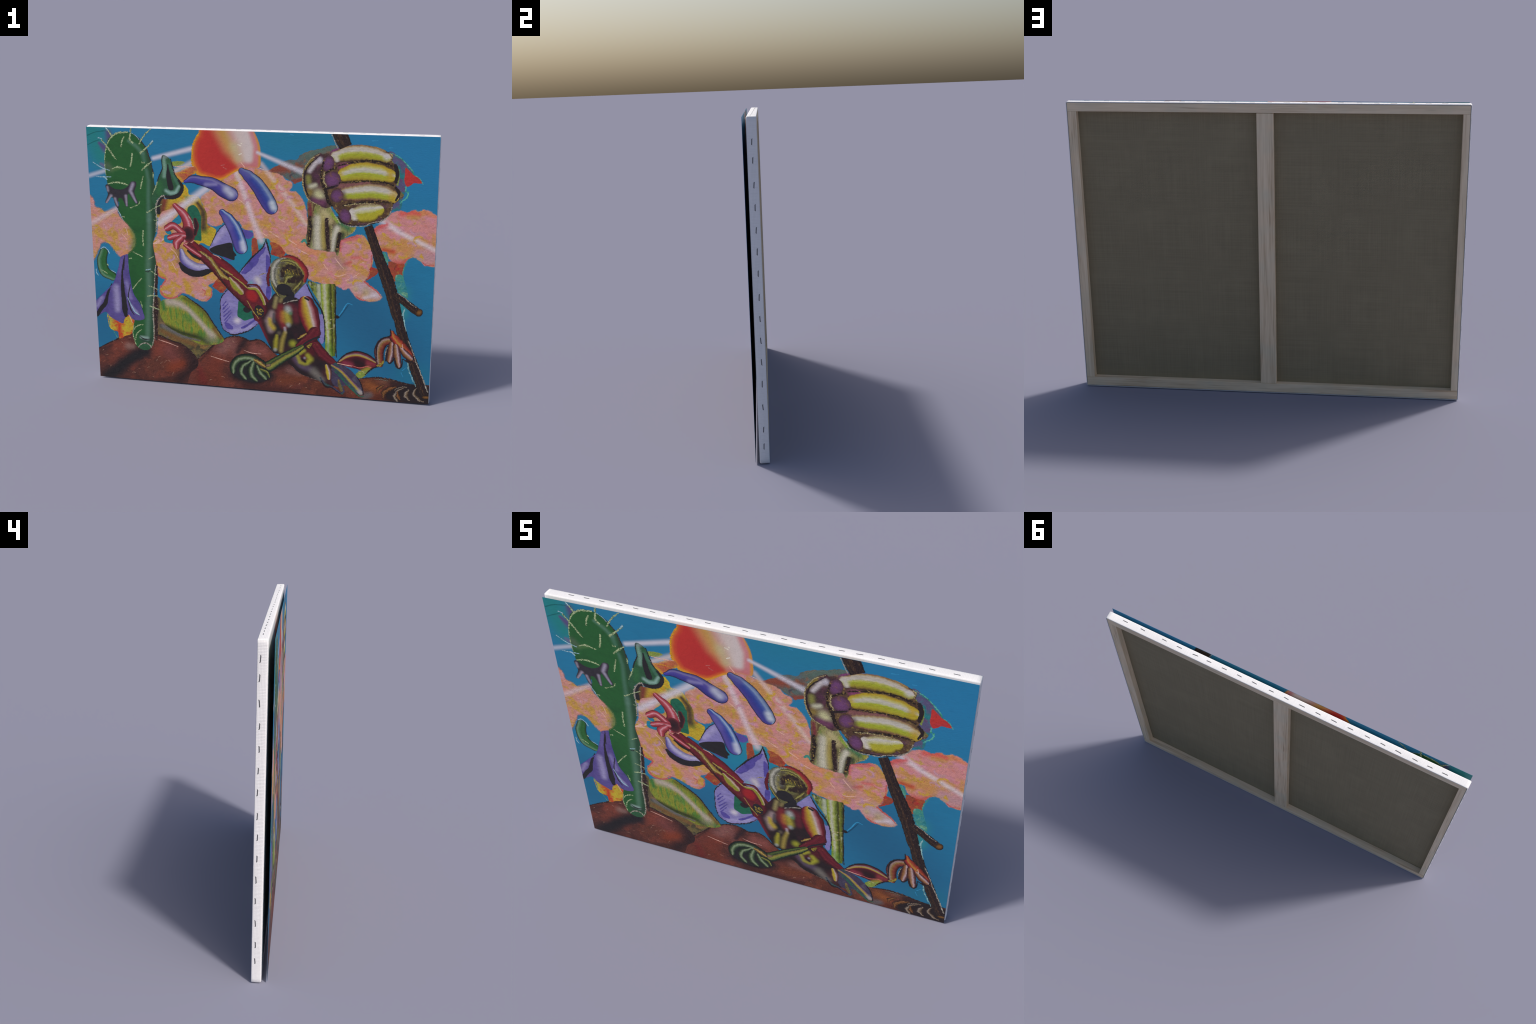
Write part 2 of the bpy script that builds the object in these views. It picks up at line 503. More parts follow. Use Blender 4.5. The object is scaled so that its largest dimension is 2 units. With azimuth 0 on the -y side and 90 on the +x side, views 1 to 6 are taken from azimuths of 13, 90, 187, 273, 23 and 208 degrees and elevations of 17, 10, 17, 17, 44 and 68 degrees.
class Motif:
    def __init__(self, name, kind=None, back=False):
        self.name, self.kind, self.back = name, kind, back
        self.v, self.f, self.fm, self.mats = [], [], [], []

    def _mat(self, nm):
        if nm not in self.mats:
            self.mats.append(nm)
        return self.mats.index(nm)

    def _clip(self, x, y):
        return (max(-SHEET_W / 2, min(SHEET_W / 2, x)), max(-SHEET_H / 2, min(SHEET_H / 2, y)))

    def _fringe(self, line, outward, soft, lv, mi, z0, z1, closed):
        """pastel dust: specks of the same paint that thin out beyond an edge"""
        n = len(line)
        rng = random.Random(int(1e4 * (line[0].x + 2)) * 31 + int(1e4 * (line[0].y + 2)) + n)
        for i in range(n if closed else n - 1):
            a, b = line[i], line[(i + 1) % n]
            l = (b - a).length
            if l < 1e-6:
                continue
            want = l * soft * 0.42 / 1.7e-6
            k = int(want) + (rng.random() < want - int(want))
            for _ in range(k):
                q = a.lerp(b, rng.random())
                o = outward(i)
                d = soft * (1 - math.sqrt(1 - rng.random())) - 0.0003
                c = q + o * d
                if abs(c.x) > SHEET_W / 2 - 0.001 or abs(c.y) > SHEET_H / 2 - 0.001:
                    continue
                s = rng.uniform(0.0005, 0.0010)
                t = rng.uniform(0, 1.57)
                cs, sn = s * math.cos(t), s * math.sin(t)
                z = lv + rng.uniform(z0, z1)
                k0 = len(self.v)
                self.v += [(c.x + cs, c.y + sn, z), (c.x - sn, c.y + cs, z), (c.x - cs, c.y - sn, z), (c.x + sn, c.y - cs, z)]
                self.f.append([k0, k0 + 1, k0 + 2, k0 + 3]); self.fm.append(mi)

    def _around(self, c, soft, lv, mi, z0, z1):
        area = sum(c[i - 1].x * c[i].y - c[i].x * c[i - 1].y for i in range(len(c)))
        sg = 1 if area > 0 else -1
        def outward(i):
            d = c[(i + 1) % len(c)] - c[i]
            return Vector((d.y, -d.x)).normalized() * sg
        self._fringe(c, outward, soft, lv, mi, z0, z1, True)

    def fill(self, outline, mat, ragged=0.0, per=6, sharp=False, soft=0.003):
        """flat field of paint inside a closed outline"""
        c = [Vector(p) for p in outline] if sharp else curve(outline, True, per)
        if ragged:
            c = [p + ragged * Vector((noise.noise(Vector((p.x * 160, p.y * 160, 1))),
                                      noise.noise(Vector((p.x * 160, p.y * 160, 9))))) for p in c]
        c = [Vector(self._clip(p.x, p.y)) for p in c]
        lv = next_level(c)
        base = len(self.v)
        self.v += [(p.x, p.y, lv + 0.5) for p in c]
        mi = self._mat(mat)
        for t in tessellate_polygon([[Vector((p.x, p.y, 0)) for p in c]]):
            self.f.append([base + i for i in t])
            self.fm.append(mi)
        if soft:
            self._around(c, soft, lv, mi, 0.35, 0.65)

    def blob(self, outline, mat, centre=None, rings=8, per=6, ragged=0.0, soft=0.003):
        """patch whose paint runs from its edge (0) to its centre (1)"""
        c = curve(outline, True, per)
        if ragged:
            c = [p + ragged * Vector((noise.noise(Vector((p.x * 160, p.y * 160, 1))),
                                      noise.noise(Vector((p.x * 160, p.y * 160, 9))))) for p in c]
        q = Vector(centre) if centre else sum(c, Vector((0, 0))) / len(c)
        lv = next_level([self._clip(*p) for p in c])
        base, n, mi = len(self.v), len(c), self._mat(mat)
        for r in range(rings):
            t = r / rings
            for p in c:
                x, y = self._clip(*p.lerp(q, t))
                self.v.append((x, y, lv + 0.01 + 0.97 * t))
        self.v.append((*self._clip(*q), lv + 0.98))
        for r in range(rings - 1):
            for i in range(n):
                a, b = base + r * n + i, base + r * n + (i + 1) % n
                self.f.append([a, b, b + n, a + n]); self.fm.append(mi)
        for i in range(n):
            self.f.append([base + (rings - 1) * n + i, base + (rings - 1) * n + (i + 1) % n, base + rings * n])
            self.fm.append(mi)
        if soft:
            self._around(c, soft, lv, mi, 0.005, 0.05)

    def oval(self, c, rx, ry, mat, turn=0.0, rings=8):
        pts = []
        for i in range(12):
            a = 2 * math.pi * i / 12
            x, y = rx * math.cos(a), ry * math.sin(a)
            pts.append((c[0] + x * math.cos(turn) - y * math.sin(turn), c[1] + x * math.sin(turn) + y * math.cos(turn)))
        self.blob(pts, mat, rings=rings, per=3)

    def stroke(self, spine, widths, mat, ragged=0.0, per=10, cols=8, core=False, cap=True, closed=False, soft=0.0025):
        """brush mark along a spine.  Its paint runs across from the left edge (0) to the right edge (1),
        or with core=True from both edges (0) to the middle (1)"""
        if isinstance(widths, float):
            widths = (widths,)
        widths = list(widths)
        if len(widths) == 1:
            widths = widths * len(spine)
        if closed:
            widths.append(widths[0])
        c = curve(spine, closed, per)
        if closed:
            c.append(c[0].copy())
        n = len(c)
        half, frames = [], []
        for i in range(n):
            u = i / (n - 1) * (len(widths) - 1)
            k = min(int(u), len(widths) - 2)
            s = u - k
            s = s * s * (3 - 2 * s)
            half.append(0.5 * (widths[k] * (1 - s) + widths[k + 1] * s))
            a, b = c[max(i - 1, 0)], c[min(i + 1, n - 1)]
            if closed and i in (0, n - 1):
                a, b = c[-2], c[1]
            d = (b - a)
            d = d.normalized() if d.length > 1e-9 else Vector((1, 0))
            frames.append((d, Vector((-d.y, d.x))))
        rows = []                                   # (point, normal, half width)
        if cap and not closed:
            for ang in (0.12, 0.35, 0.62, 0.85):
                h = half[0]
                rows.append((c[0] - frames[0][0] * h * math.cos(ang * math.pi / 2), frames[0][1], h * math.sin(ang * math.pi / 2)))
        rows += [(c[i], frames[i][1], half[i]) for i in range(n)]
        if cap and not closed:
            for ang in (0.85, 0.62, 0.35, 0.12):
                h = half[-1]
                rows.append((c[-1] + frames[-1][0] * h * math.cos(ang * math.pi / 2), frames[-1][1], h * math.sin(ang * math.pi / 2)))
        pts = []
        for r, (p, nr, h) in enumerate(rows):
            jl = jr = 0.0
            if ragged:
                jl = ragged * noise.noise(Vector((p.x * 190, p.y * 190, 3)))
                jr = ragged * noise.noise(Vector((p.x * 190, p.y * 190, 8)))
            l, rr = p + nr * max(h + jl, 1e-5), p - nr * max(h + jr, 1e-5)
            full = half[max(0, min(n - 1, r - (4 if cap and not closed else 0)))]
            pts.append((l, rr, h / max(full, 1e-6)))
        lv = next_level([self._clip(*q) for t in pts for q in t[:2]])
        base, mi = len(self.v), self._mat(mat)
        for l, rr, frac in pts:
            for k in range(cols + 1):
                t = k / cols
                x, y = self._clip(*l.lerp(rr, t))
                g = (1 - abs(2 * t - 1)) if core else t
                if core:
                    g = 1 - math.sqrt(min(1.0, (1 - frac * frac) + (frac * (1 - g)) ** 2))
                else:
                    g = t
                self.v.append((x, y, lv + 0.01 + 0.97 * g))
        m = cols + 1
        for r in range(len(pts) - 1):
            for k in range(cols):
                a = base + r * m + k
                self.f.append([a, a + 1, a + 1 + m, a + m]); self.fm.append(mi)
        if soft:
            L, R = [t[0] for t in pts], [t[1] for t in pts]
            nl = [(a - b).normalized() if (a - b).length > 1e-9 else Vector((0, 1)) for a, b in zip(L, R)]
            self._fringe(L, lambda i: nl[i], soft, lv, mi, 0.005, 0.05, False)
            self._fringe(R, lambda i: -nl[i], soft, lv, mi, *((0.005, 0.05) if core else (0.94, 0.985)), False)

    def done(self):
        mesh = bpy.data.meshes.new(self.name)
        mesh.from_pydata(self.v, [], self.f)
        for nm in self.mats:
            mesh.materials.append(PAINTS[nm])
        mesh.polygons.foreach_set('material_index', self.fm)
        # every face looks out of the sheet
        bm = bmesh.new(); bm.from_mesh(mesh)
        for f in bm.faces:
            f.normal_update()
            if f.normal.z < 0:
                f.normal_flip()
        bm.to_mesh(mesh); bm.free()
        o = bpy.data.objects.new(self.name, mesh)
        SC.objects.link(o)
        o.parent = sheet
        o.location = (0, 0, SHEET_T / 2)
        o.scale = (1, 1, SKIN)
        if self.kind:
            o['kind'] = self.kind
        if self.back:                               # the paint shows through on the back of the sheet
            b = o.copy()
            SC.objects.link(b)
            b.location = (0, 0, -SHEET_T / 2)
            b.scale = (1, 1, -SKIN)
        return o


SHEET_T = 0.0008


# ================================================================== THE PAINTING
# painting coordinates: metres from the middle of the sheet, x to the right, y up
RAY = 'b8b4be'
RAYS = [  # sunbeams: airbrushed across sky and clouds
    ([(-0.357, 0.667), (-0.599, 0.601)], (0.0167, 0.0145), RAY, 0.88),
    ([(-0.882, 0.522), (-1.006, 0.482)], (0.0138, 0.0148), RAY, 0.65),
    ([(-0.371, 0.584), (-0.492, 0.524)], (0.0192, 0.0163), 'b4a8a6', 0.85),
    ([(-0.280, 0.448), (-0.576, 0.225)], (0.0246, 0.0261), RAY, 0.88),
    ([(-0.836, 0.297), (-1.016, 0.188)], (0.0163, 0.0192), 'b8a4a8', 0.75),
    ([(-0.116, 0.535), (-0.074, 0.420), (-0.024, 0.269), (0.023, 0.151)], (0.0206, 0.0206, 0.0206, 0.0246), 'bcacb2', 0.8),
    ([(0.026, 0.591), (0.213, 0.357), (0.278, 0.257)], (0.0163, 0.0185, 0.0163), 'bca8a4', 0.65),
    ([(0.005, 0.654), (0.269, 0.550)], (0.0112, 0.0192), 'b0acb6', 0.92),
    ([(0.695, 0.304), (0.801, 0.237), (1.008, 0.140)], (0.0246, 0.0177, 0.0177), 'bcb0b4', 0.85),
]

paint('sky_blue', '216a8d',
      marks=[([(0.491, 0.751), (1.005, 0.596)], (0.3258, 0.3258), '226b94', 0.9),
             ([(0.544, -0.187), (0.804, -0.479)], (0.3258, 0.3258), '205677', 0.95),
             ([(-0.955, 0.736), (-0.913, 0.605)], (0.1195, 0.0869), '1e7070', 0.95),
             ([(-0.310, -0.339), (0.034, -0.432)], (0.2534, 0.2534), '20577a', 0.8),
             ([(-0.946, -0.477), (-0.966, -0.314)], (0.1810, 0.1810), '205879', 0.8),
             ([(0.130, 0.750), (0.388, 0.730)], (0.1520, 0.1520), '206b86', 0.8),
             ([(-0.093, 0.054), (0.093, 0.065)], (0.0941, 0.0941), '1f7289', 0.8),
             ([(0.016, 0.151)], 0.0796, '2a7d80', 0.8),
             ([(0.862, -0.592), (0.952, -0.584)], (0.0941, 0.0724), '1d6179', 0.7),
             ([(0.820, -0.111), (0.828, -0.231)], (0.0543, 0.0434), '2a7a7c', 0.8),
             ([(-0.863, 0.742), (-0.853, 0.702)], (0.0217, 0.0326), '4a3d63', 0.9),
             ([(-0.920, 0.678), (-0.883, 0.646)], (0.0109, 0.0290), '4f3f6b', 0.95),
             ([(-0.916, 0.557), (-0.889, 0.543)], (0.0109, 0.0217), '5a5878', 0.9),
             ] + RAYS,
      grain=0.05, smudge=0.05, relief=0.0008, brush=(1.0, 3.0, 0.15), mottle=[('1e6283', 7.0, 0.45, 0.75, 0.35)])

# ---- the sheet itself: thin, painted right up to its edges
SHEET_FRAME = Matrix(((math.cos(SHEET_YAW), 0, math.sin(SHEET_YAW), 0),
                      (math.sin(SHEET_YAW), 0, -math.cos(SHEET_YAW), 0),
                      (0, 1, 0, 0), (0, 0, 0, 1)))
sheet = box('painted_sheet', (-SHEET_W / 2, -SHEET_H / 2, -SHEET_T / 2), (SHEET_W / 2, SHEET_H / 2, SHEET_T / 2),
            PAINTS['sky_blue'], thing, 0)
sheet.matrix_local = Matrix.Translation(SHEET_CENTRE) @ SHEET_FRAME

# ---- clouds: rose, ochre and mauve scumbled together
CLOUD = [('a87c3c', 9.0, 0.42, 0.60, 0.85), ('b27884', 13.0, 0.50, 0.64, 0.85), ('a48c2e', 17.0, 0.56, 0.70, 0.75),
         ('b46a58', 24.0, 0.58, 0.72, 0.6), ('b8948c', 40.0, 0.60, 0.72, 0.5)]
paint('cloud_ochre', 'b07a70', mottle=[('a8842c', 12.0, 0.42, 0.58, 0.9), ('b08890', 19.0, 0.54, 0.68, 0.75),
                                       ('b8904a', 30.0, 0.58, 0.7, 0.5)],
      marks=RAYS + [([(-0.462, 0.063), (-0.441, -0.013), (-0.374, -0.075)], (0.0326, 0.0398, 0.0290), '6a5048', 0.75),
                    ([(-0.476, 0.336)], 0.0398, 'b07a84', 0.9)], grain=0.16, relief=0.0020)
paint('cloud_lit', 'b07c74', mottle=CLOUD,
      marks=RAYS + [([(0.579, 0.200), (0.477, 0.173), (0.471, 0.117)], (0.0181, 0.0145, 0.0109), 'b05a5c', 0.8),
                    ([(0.497, 0.037), (0.532, 0.054)], (0.0145, 0.0109), 'a84c48', 0.8), ([(0.539, 0.080), (0.589, 0.083)], (0.0130, 0.0130), 'b05a54', 0.8),
                    ([(0.446, 0.071), (0.479, 0.028)], (0.0398, 0.0398), '8c6c70', 0.7),
                    ([(0.585, -0.085), (0.683, -0.135)], (0.0543, 0.0362), 'a28c92', 0.95), ([(0.616, -0.151), (0.679, -0.128)], (0.0145, 0.0181), 'b4aab0', 0.8), ([(0.564, -0.102)], 0.0217, '9a8a50', 0.6),
                    ([(0.622, -0.117)], 0.0290, '9a8a4c', 0.6), ([(0.111, 0.145), (0.141, 0.113)], (0.0326, 0.0253), 'b0782c', 0.7),
                    ([(0.214, 0.150), (0.330, 0.094)], (0.0326, 0.0253), 'b8785a', 0.8)],
      grain=0.16, relief=0.0022)
paint('cloud_storm', 'b27876', mottle=CLOUD,
      marks=RAYS + [([(0.643, 0.156), (0.642, 0.207), (0.662, 0.252), (0.724, 0.280)], (0.0217, 0.0239, 0.0217, 0.0181), 'b04c4c', 0.9),
                    ([(0.805, 0.345), (0.866, 0.355), (0.901, 0.346)], (0.0217, 0.0217, 0.0145), 'b84c48', 0.85),
                    ([(0.714, 0.134), (0.767, 0.127)], (0.0181, 0.0181), 'a4402c', 0.85),
                    ([(0.780, 0.057), (0.818, 0.063), (0.855, 0.091)], (0.0326, 0.0217, 0.0109), 'a84838', 0.8),
                    ([(0.927, 0.358), (0.983, 0.336)], (0.0181, 0.0145), 'b87050', 0.8),
                    ([(0.917, 0.113), (0.979, 0.102)], (0.0507, 0.0434), '9c7c80', 0.8)],
      grain=0.16, relief=0.0020)
paint('cloud_rim', 'a85450', grain=0.35)
paint('cloud_rim_orange', 'b8683c', grain=0.35)
paint('cloud_light', 'c8a090', grain=0.3)

cloud = Motif('cloud')
cloud.fill([(-0.187, 0.503), (-0.120, 0.546), (-0.054, 0.569), (-0.010, 0.571), (0.026, 0.558), (0.062, 0.553), (0.105, 0.549), (0.137, 0.538), (0.159, 0.510), (0.198, 0.492), (0.198, 0.468), (0.184, 0.446), (0.220, 0.440), (0.252, 0.409), (0.270, 0.370), (0.282, 0.316), (0.289, 0.262), (0.282, 0.202), (0.275, 0.165), (0.293, 0.129), (0.330, 0.114), (0.381, 0.116), (0.435, 0.115), (0.453, 0.120), (0.467, 0.132), (0.470, 0.170), (0.491, 0.184), (0.537, 0.198), (0.579, 0.213), (0.604, 0.207), (0.624, 0.181), (0.643, 0.156), (0.653, 0.105), (0.649, 0.031), (0.629, -0.030), (0.613, -0.053), (0.639, -0.078), (0.679, -0.105), (0.709, -0.137), (0.698, -0.157), (0.652, -0.170), (0.594, -0.164), (0.565, -0.147), (0.547, -0.126), (0.528, -0.100), (0.500, -0.112), (0.481, -0.100), (0.452, -0.090), (0.409, -0.091), (0.369, -0.082), (0.331, -0.072), (0.295, -0.059), (0.295, -0.033), (0.273, -0.004), (0.243, 0.028), (0.214, 0.064), (0.184, 0.078), (0.148, 0.098), (0.130, 0.127), (0.086, 0.140), (0.064, 0.165), (0.019, 0.162), (-0.014, 0.160), (-0.021, 0.190), (-0.028, 0.210), (-0.076, 0.211), (-0.102, 0.253), (-0.124, 0.259), (-0.161, 0.254), (-0.195, 0.248), (-0.210, 0.233), (-0.248, 0.223), (-0.281, 0.233), (-0.307, 0.261), (-0.295, 0.288), (-0.306, 0.318), (-0.325, 0.369), (-0.319, 0.395), (-0.273, 0.426), (-0.235, 0.468)], 'cloud_lit', ragged=0.006, soft=0.006)
cloud.stroke([(-0.039, 0.570), (-0.003, 0.572), (0.040, 0.558)], (0.0029, 0.0043, 0.0022), 'cloud_light', ragged=0.002)
cloud.stroke([(0.471, 0.117), (0.473, 0.169), (0.494, 0.184), (0.537, 0.198), (0.572, 0.211)], (0.0051, 0.0072, 0.0051, 0.0072, 0.0036), 'cloud_rim', ragged=0.006)
cloud.stroke([(0.648, 0.098), (0.648, 0.031), (0.629, -0.030)], (0.0058, 0.0051, 0.0036), 'cloud_rim', ragged=0.005)
cloud.stroke([(0.613, -0.055), (0.642, -0.080), (0.682, -0.107), (0.707, -0.137)], (0.0094, 0.0094, 0.0072, 0.0036), 'cloud_rim', ragged=0.005)
cloud.stroke([(0.565, -0.145), (0.594, -0.163), (0.623, -0.167)], (0.0043, 0.0072, 0.0029), 'cloud_rim', ragged=0.004)
for c in ([(0.023, 0.200), (0.045, 0.186), (0.064, 0.178)], [(0.067, 0.210), (0.111, 0.182), (0.126, 0.175)], [(0.155, 0.181), (0.199, 0.153), (0.228, 0.136)], [(0.126, 0.283), (0.159, 0.266)],
          [(0.225, 0.117), (0.272, 0.094), (0.294, 0.084)], [(-0.107, 0.386), (-0.075, 0.362)], [(-0.151, 0.663), (-0.119, 0.629), (-0.090, 0.597)], [(0.443, 0.074), (0.468, 0.042), (0.494, 0.014)],
          [(0.426, -0.024), (0.462, -0.033), (0.509, -0.019)], [(0.506, -0.056), (0.548, -0.035), (0.580, -0.010)], [(0.582, 0.046), (0.607, 0.058)], [(0.382, 0.030), (0.404, 0.001)]):
    cloud.stroke(c, (0.0018, 0.0040, 0.0014) if len(c) == 3 else (0.0022, 0.0033), 'cloud_light', ragged=0.0015)
cloud.done()

cloud = Motif('cloud')
cloud.fill([(-0.588, 0.194), (-0.598, 0.144), (-0.622, 0.097), (-0.618, 0.039), (-0.607, -0.023), (-0.592, -0.096), (-0.550, -0.117), (-0.586, -0.175), (-0.588, -0.206), (-0.554, -0.232), (-0.503, -0.228), (-0.459, -0.194), (-0.397, -0.209), (-0.355, -0.230), (-0.312, -0.235), (-0.278, -0.201), (-0.273, -0.162), (-0.294, -0.136), (-0.255, -0.114), (-0.216, -0.084), (-0.254, -0.044), (-0.316, 0.041), (-0.345, 0.131), (-0.366, 0.225), (-0.425, 0.282), (-0.462, 0.310), (-0.507, 0.319), (-0.557, 0.298), (-0.578, 0.267)], 'cloud_ochre', ragged=0.006, soft=0.006)
cloud.stroke([(-0.622, 0.101), (-0.618, 0.039), (-0.607, -0.023), (-0.592, -0.096), (-0.552, -0.117), (-0.585, -0.167)], (0.0051, 0.0043, 0.0051, 0.0087, 0.0094, 0.0051), 'cloud_rim', ragged=0.006)
cloud.stroke([(-0.587, -0.190), (-0.558, -0.228), (-0.503, -0.228), (-0.459, -0.196)], (0.0087, 0.0109, 0.0094, 0.0051), 'cloud_rim', ragged=0.005)
cloud.stroke([(-0.333, -0.162), (-0.314, -0.176), (-0.318, -0.200)], (0.0036, 0.0058, 0.0029), 'cloud_rim', ragged=0.003)
cloud.stroke([(-0.312, -0.235), (-0.280, -0.205), (-0.274, -0.162)], (0.0036, 0.0058, 0.0036), 'cloud_rim', ragged=0.004)
cloud.stroke([(-0.619, 0.097), (-0.584, 0.114), (-0.548, 0.132)], (0.0065, 0.0181, 0.0072), 'cloud_light', ragged=0.003)
for c in ([(-0.516, 0.076), (-0.486, 0.047), (-0.471, 0.017)], [(-0.511, -0.009), (-0.485, -0.058)], [(-0.616, 0.095), (-0.561, 0.104)]):
    cloud.stroke(c, 0.0022, 'cloud_light', ragged=0.002)
cloud.done()

cloud = Motif('cloud')
cloud.fill([(0.709, 0.319), (0.753, 0.344), (0.794, 0.361), (0.832, 0.353), (0.872, 0.368), (0.895, 0.359), (0.930, 0.373), (0.968, 0.357), (1.003, 0.333), (1.017, 0.313), (1.018, 0.159), (1.015, 0.061), (0.943, 0.058), (0.918, 0.080), (0.883, 0.100), (0.855, 0.095), (0.832, 0.068), (0.815, 0.054), (0.790, 0.058), (0.762, 0.069), (0.740, 0.099), (0.731, 0.123), (0.711, 0.129), (0.679, 0.139), (0.654, 0.153), (0.638, 0.192), (0.644, 0.222), (0.665, 0.259), (0.696, 0.278), (0.727, 0.284), (0.704, 0.301)],
           'cloud_storm', ragged=0.006, soft=0.006)
cloud.stroke([(0.925, 0.077), (0.946, 0.062), (0.988, 0.062)], (0.0029, 0.0058, 0.0036), 'cloud_rim', ragged=0.004)
cloud.stroke([(0.776, 0.169), (0.800, 0.165), (0.821, 0.177)], (0.0018, 0.0036, 0.0018), 'cloud_rim', ragged=0.002)
cloud.done()

# ---- curls scumbled over the clouds
paint('curl_rose', 'b8767a', grain=0.2, mottle=[('b08a78', 40, 0.5, 0.66, 0.7)])
paint('curl_ochre', 'ae8a34', grain=0.2, mottle=[('b08a68', 40, 0.52, 0.66, 0.7)])
paint('curl_mauve', 'ab808e', grain=0.2, mottle=[('b08478', 40, 0.5, 0.66, 0.7)])
curls = Motif('cloud_curls', kind='stuff')
crng = random.Random(23)
for k, (x, y) in enumerate([(-0.168, 0.508), (-0.121, 0.488), (-0.152, 0.351), (-0.237, 0.373), (-0.286, 0.348), (-0.026, 0.441), (-0.049, 0.366), (0.094, 0.500), (0.148, 0.466), (0.130, 0.393), (0.191, 0.396), (0.242, 0.369), (0.166, 0.321), (0.002, 0.325), (0.002, 0.277), (0.057, 0.253), (0.130, 0.283), (0.202, 0.287), (0.249, 0.237), (0.166, 0.226), (0.093, 0.207), (0.203, 0.168), (0.257, 0.104), (0.148, 0.150), (0.312, 0.055), (0.302, -0.013), (-0.251, 0.253), (0.381, 0.067), (0.405, -0.044), (0.470, -0.063), (0.516, -0.037), (0.547, 0.017), (0.594, 0.028), (0.513, 0.119), (0.559, 0.144), (0.594, 0.179), (0.617, 0.096), (0.578, -0.074), (0.671, 0.176), (0.698, 0.214), (0.753, 0.242), (0.800, 0.190), (0.860, 0.161), (0.906, 0.196), (0.953, 0.228), (0.941, 0.115), (0.884, 0.256), (0.820, 0.115), (0.964, 0.285), (-0.578, 0.057), (-0.525, 0.025), (-0.566, -0.028), (-0.510, -0.095), (-0.472, -0.140), (-0.540, -0.183), (-0.415, -0.163), (-0.591, 0.125), (-0.309, -0.129), (-0.334, -0.197)]):
    r = crng.uniform(0.014, 0.034)
    a0 = crng.uniform(0, 6.28)
    span = crng.uniform(1.6, 3.4)
    pts = [(x + r * math.cos(a0 + span * i / 4), y + r * 0.8 * math.sin(a0 + span * i / 4)) for i in range(5)]
    curls.stroke(pts, (0.002, 0.008, 0.011, 0.008, 0.002), ('curl_rose', 'curl_ochre', 'curl_mauve', 'curl_ochre')[k % 4], ragged=0.006, soft=0.009, per=5, cols=2)
curls.done()

# ---- the sun: a red ball with a pale, chalky right flank
paint('sun_red', '0:b88a24 0.05:bc7c26 0.11:b25028 0.20:a32e2a 1:a02a2a',
      marks=[([(-0.298, 0.783), (-0.335, 0.646)], (0.0724, 0.0724), 'a62e2a', 0.6),
             ([(-0.225, 0.785), (-0.165, 0.670), (-0.090, 0.583)], (0.0398, 0.0398, 0.0290), 'ac7850', 0.8),
             ([(-0.196, 0.786), (-0.140, 0.681)], (0.0326, 0.0362), 'a58a3a', 0.7),
             ([(-0.116, 0.788), (-0.074, 0.698), (-0.057, 0.624)], (0.0615, 0.0688, 0.0507), 'b4a8a2', 0.95),
             ([(-0.066, 0.779), (-0.038, 0.681), (-0.042, 0.613)], (0.0398, 0.0398, 0.0290), 'b4aaa8', 0.9),
             ([(-0.125, 0.682), (-0.104, 0.618)], (0.0326, 0.0326), 'a8a47c', 0.6),
             ([(-0.030, 0.784), (0.002, 0.686), (-0.003, 0.593)], (0.0217, 0.0217, 0.0217), 'ab6c74', 0.85),
             ([(-0.090, 0.576), (-0.003, 0.579)], (0.0217, 0.0253), 'a8666c', 0.7),
             ([(-0.008, 0.774), (0.014, 0.701), (0.021, 0.623), (0.017, 0.572)], (0.0130, 0.0123, 0.0123, 0.0123), 'ae7a38', 0.95)] + RAYS[7:8],
      grain=0.06, warp=0.02, smudge=0.06)
sun = Motif('sun', back=True)
sun.blob([(-0.305, 0.804), (-0.332, 0.743), (-0.359, 0.703), (-0.373, 0.623), (-0.368, 0.565), (-0.343, 0.519), (-0.305, 0.506), (-0.253, 0.491), (-0.209, 0.491), (-0.179, 0.504), (-0.120, 0.542), (-0.068, 0.564), (-0.032, 0.569), (0.015, 0.572), (0.023, 0.623), (0.017, 0.694), (0.000, 0.742), (-0.014, 0.772), (-0.019, 0.812)], 'sun_red', centre=[(-0.169, 0.659)][0], rings=16, soft=0.005)
paint('sun_glint', 'c4bcae', grain=0.2)
for c in ([(-0.105, 0.695), (-0.089, 0.689)], [(-0.100, 0.638), (-0.086, 0.646)], [(-0.088, 0.703), (-0.083, 0.700)]):
    sun.stroke(c, 0.0051, 'sun_glint', ragged=0.001)
sun.stroke([(-0.090, 0.597), (-0.068, 0.569)], (0.0022, 0.0036), 'cloud_light')
sun.stroke([(-0.204, 0.574), (-0.185, 0.579)], 0.0036, 'cloud_rim')
sun.stroke([(-0.193, 0.565), (-0.171, 0.554)], 0.0029, 'cloud_rim')
paint('sun_fringe', 'b8841f', grain=0.6)
sun.stroke([(-0.323, 0.758), (-0.356, 0.703), (-0.372, 0.623), (-0.367, 0.562), (-0.343, 0.518)], (0.0029, 0.0065, 0.0072, 0.0080, 0.0036), 'sun_fringe', ragged=0.008)
sun.done()

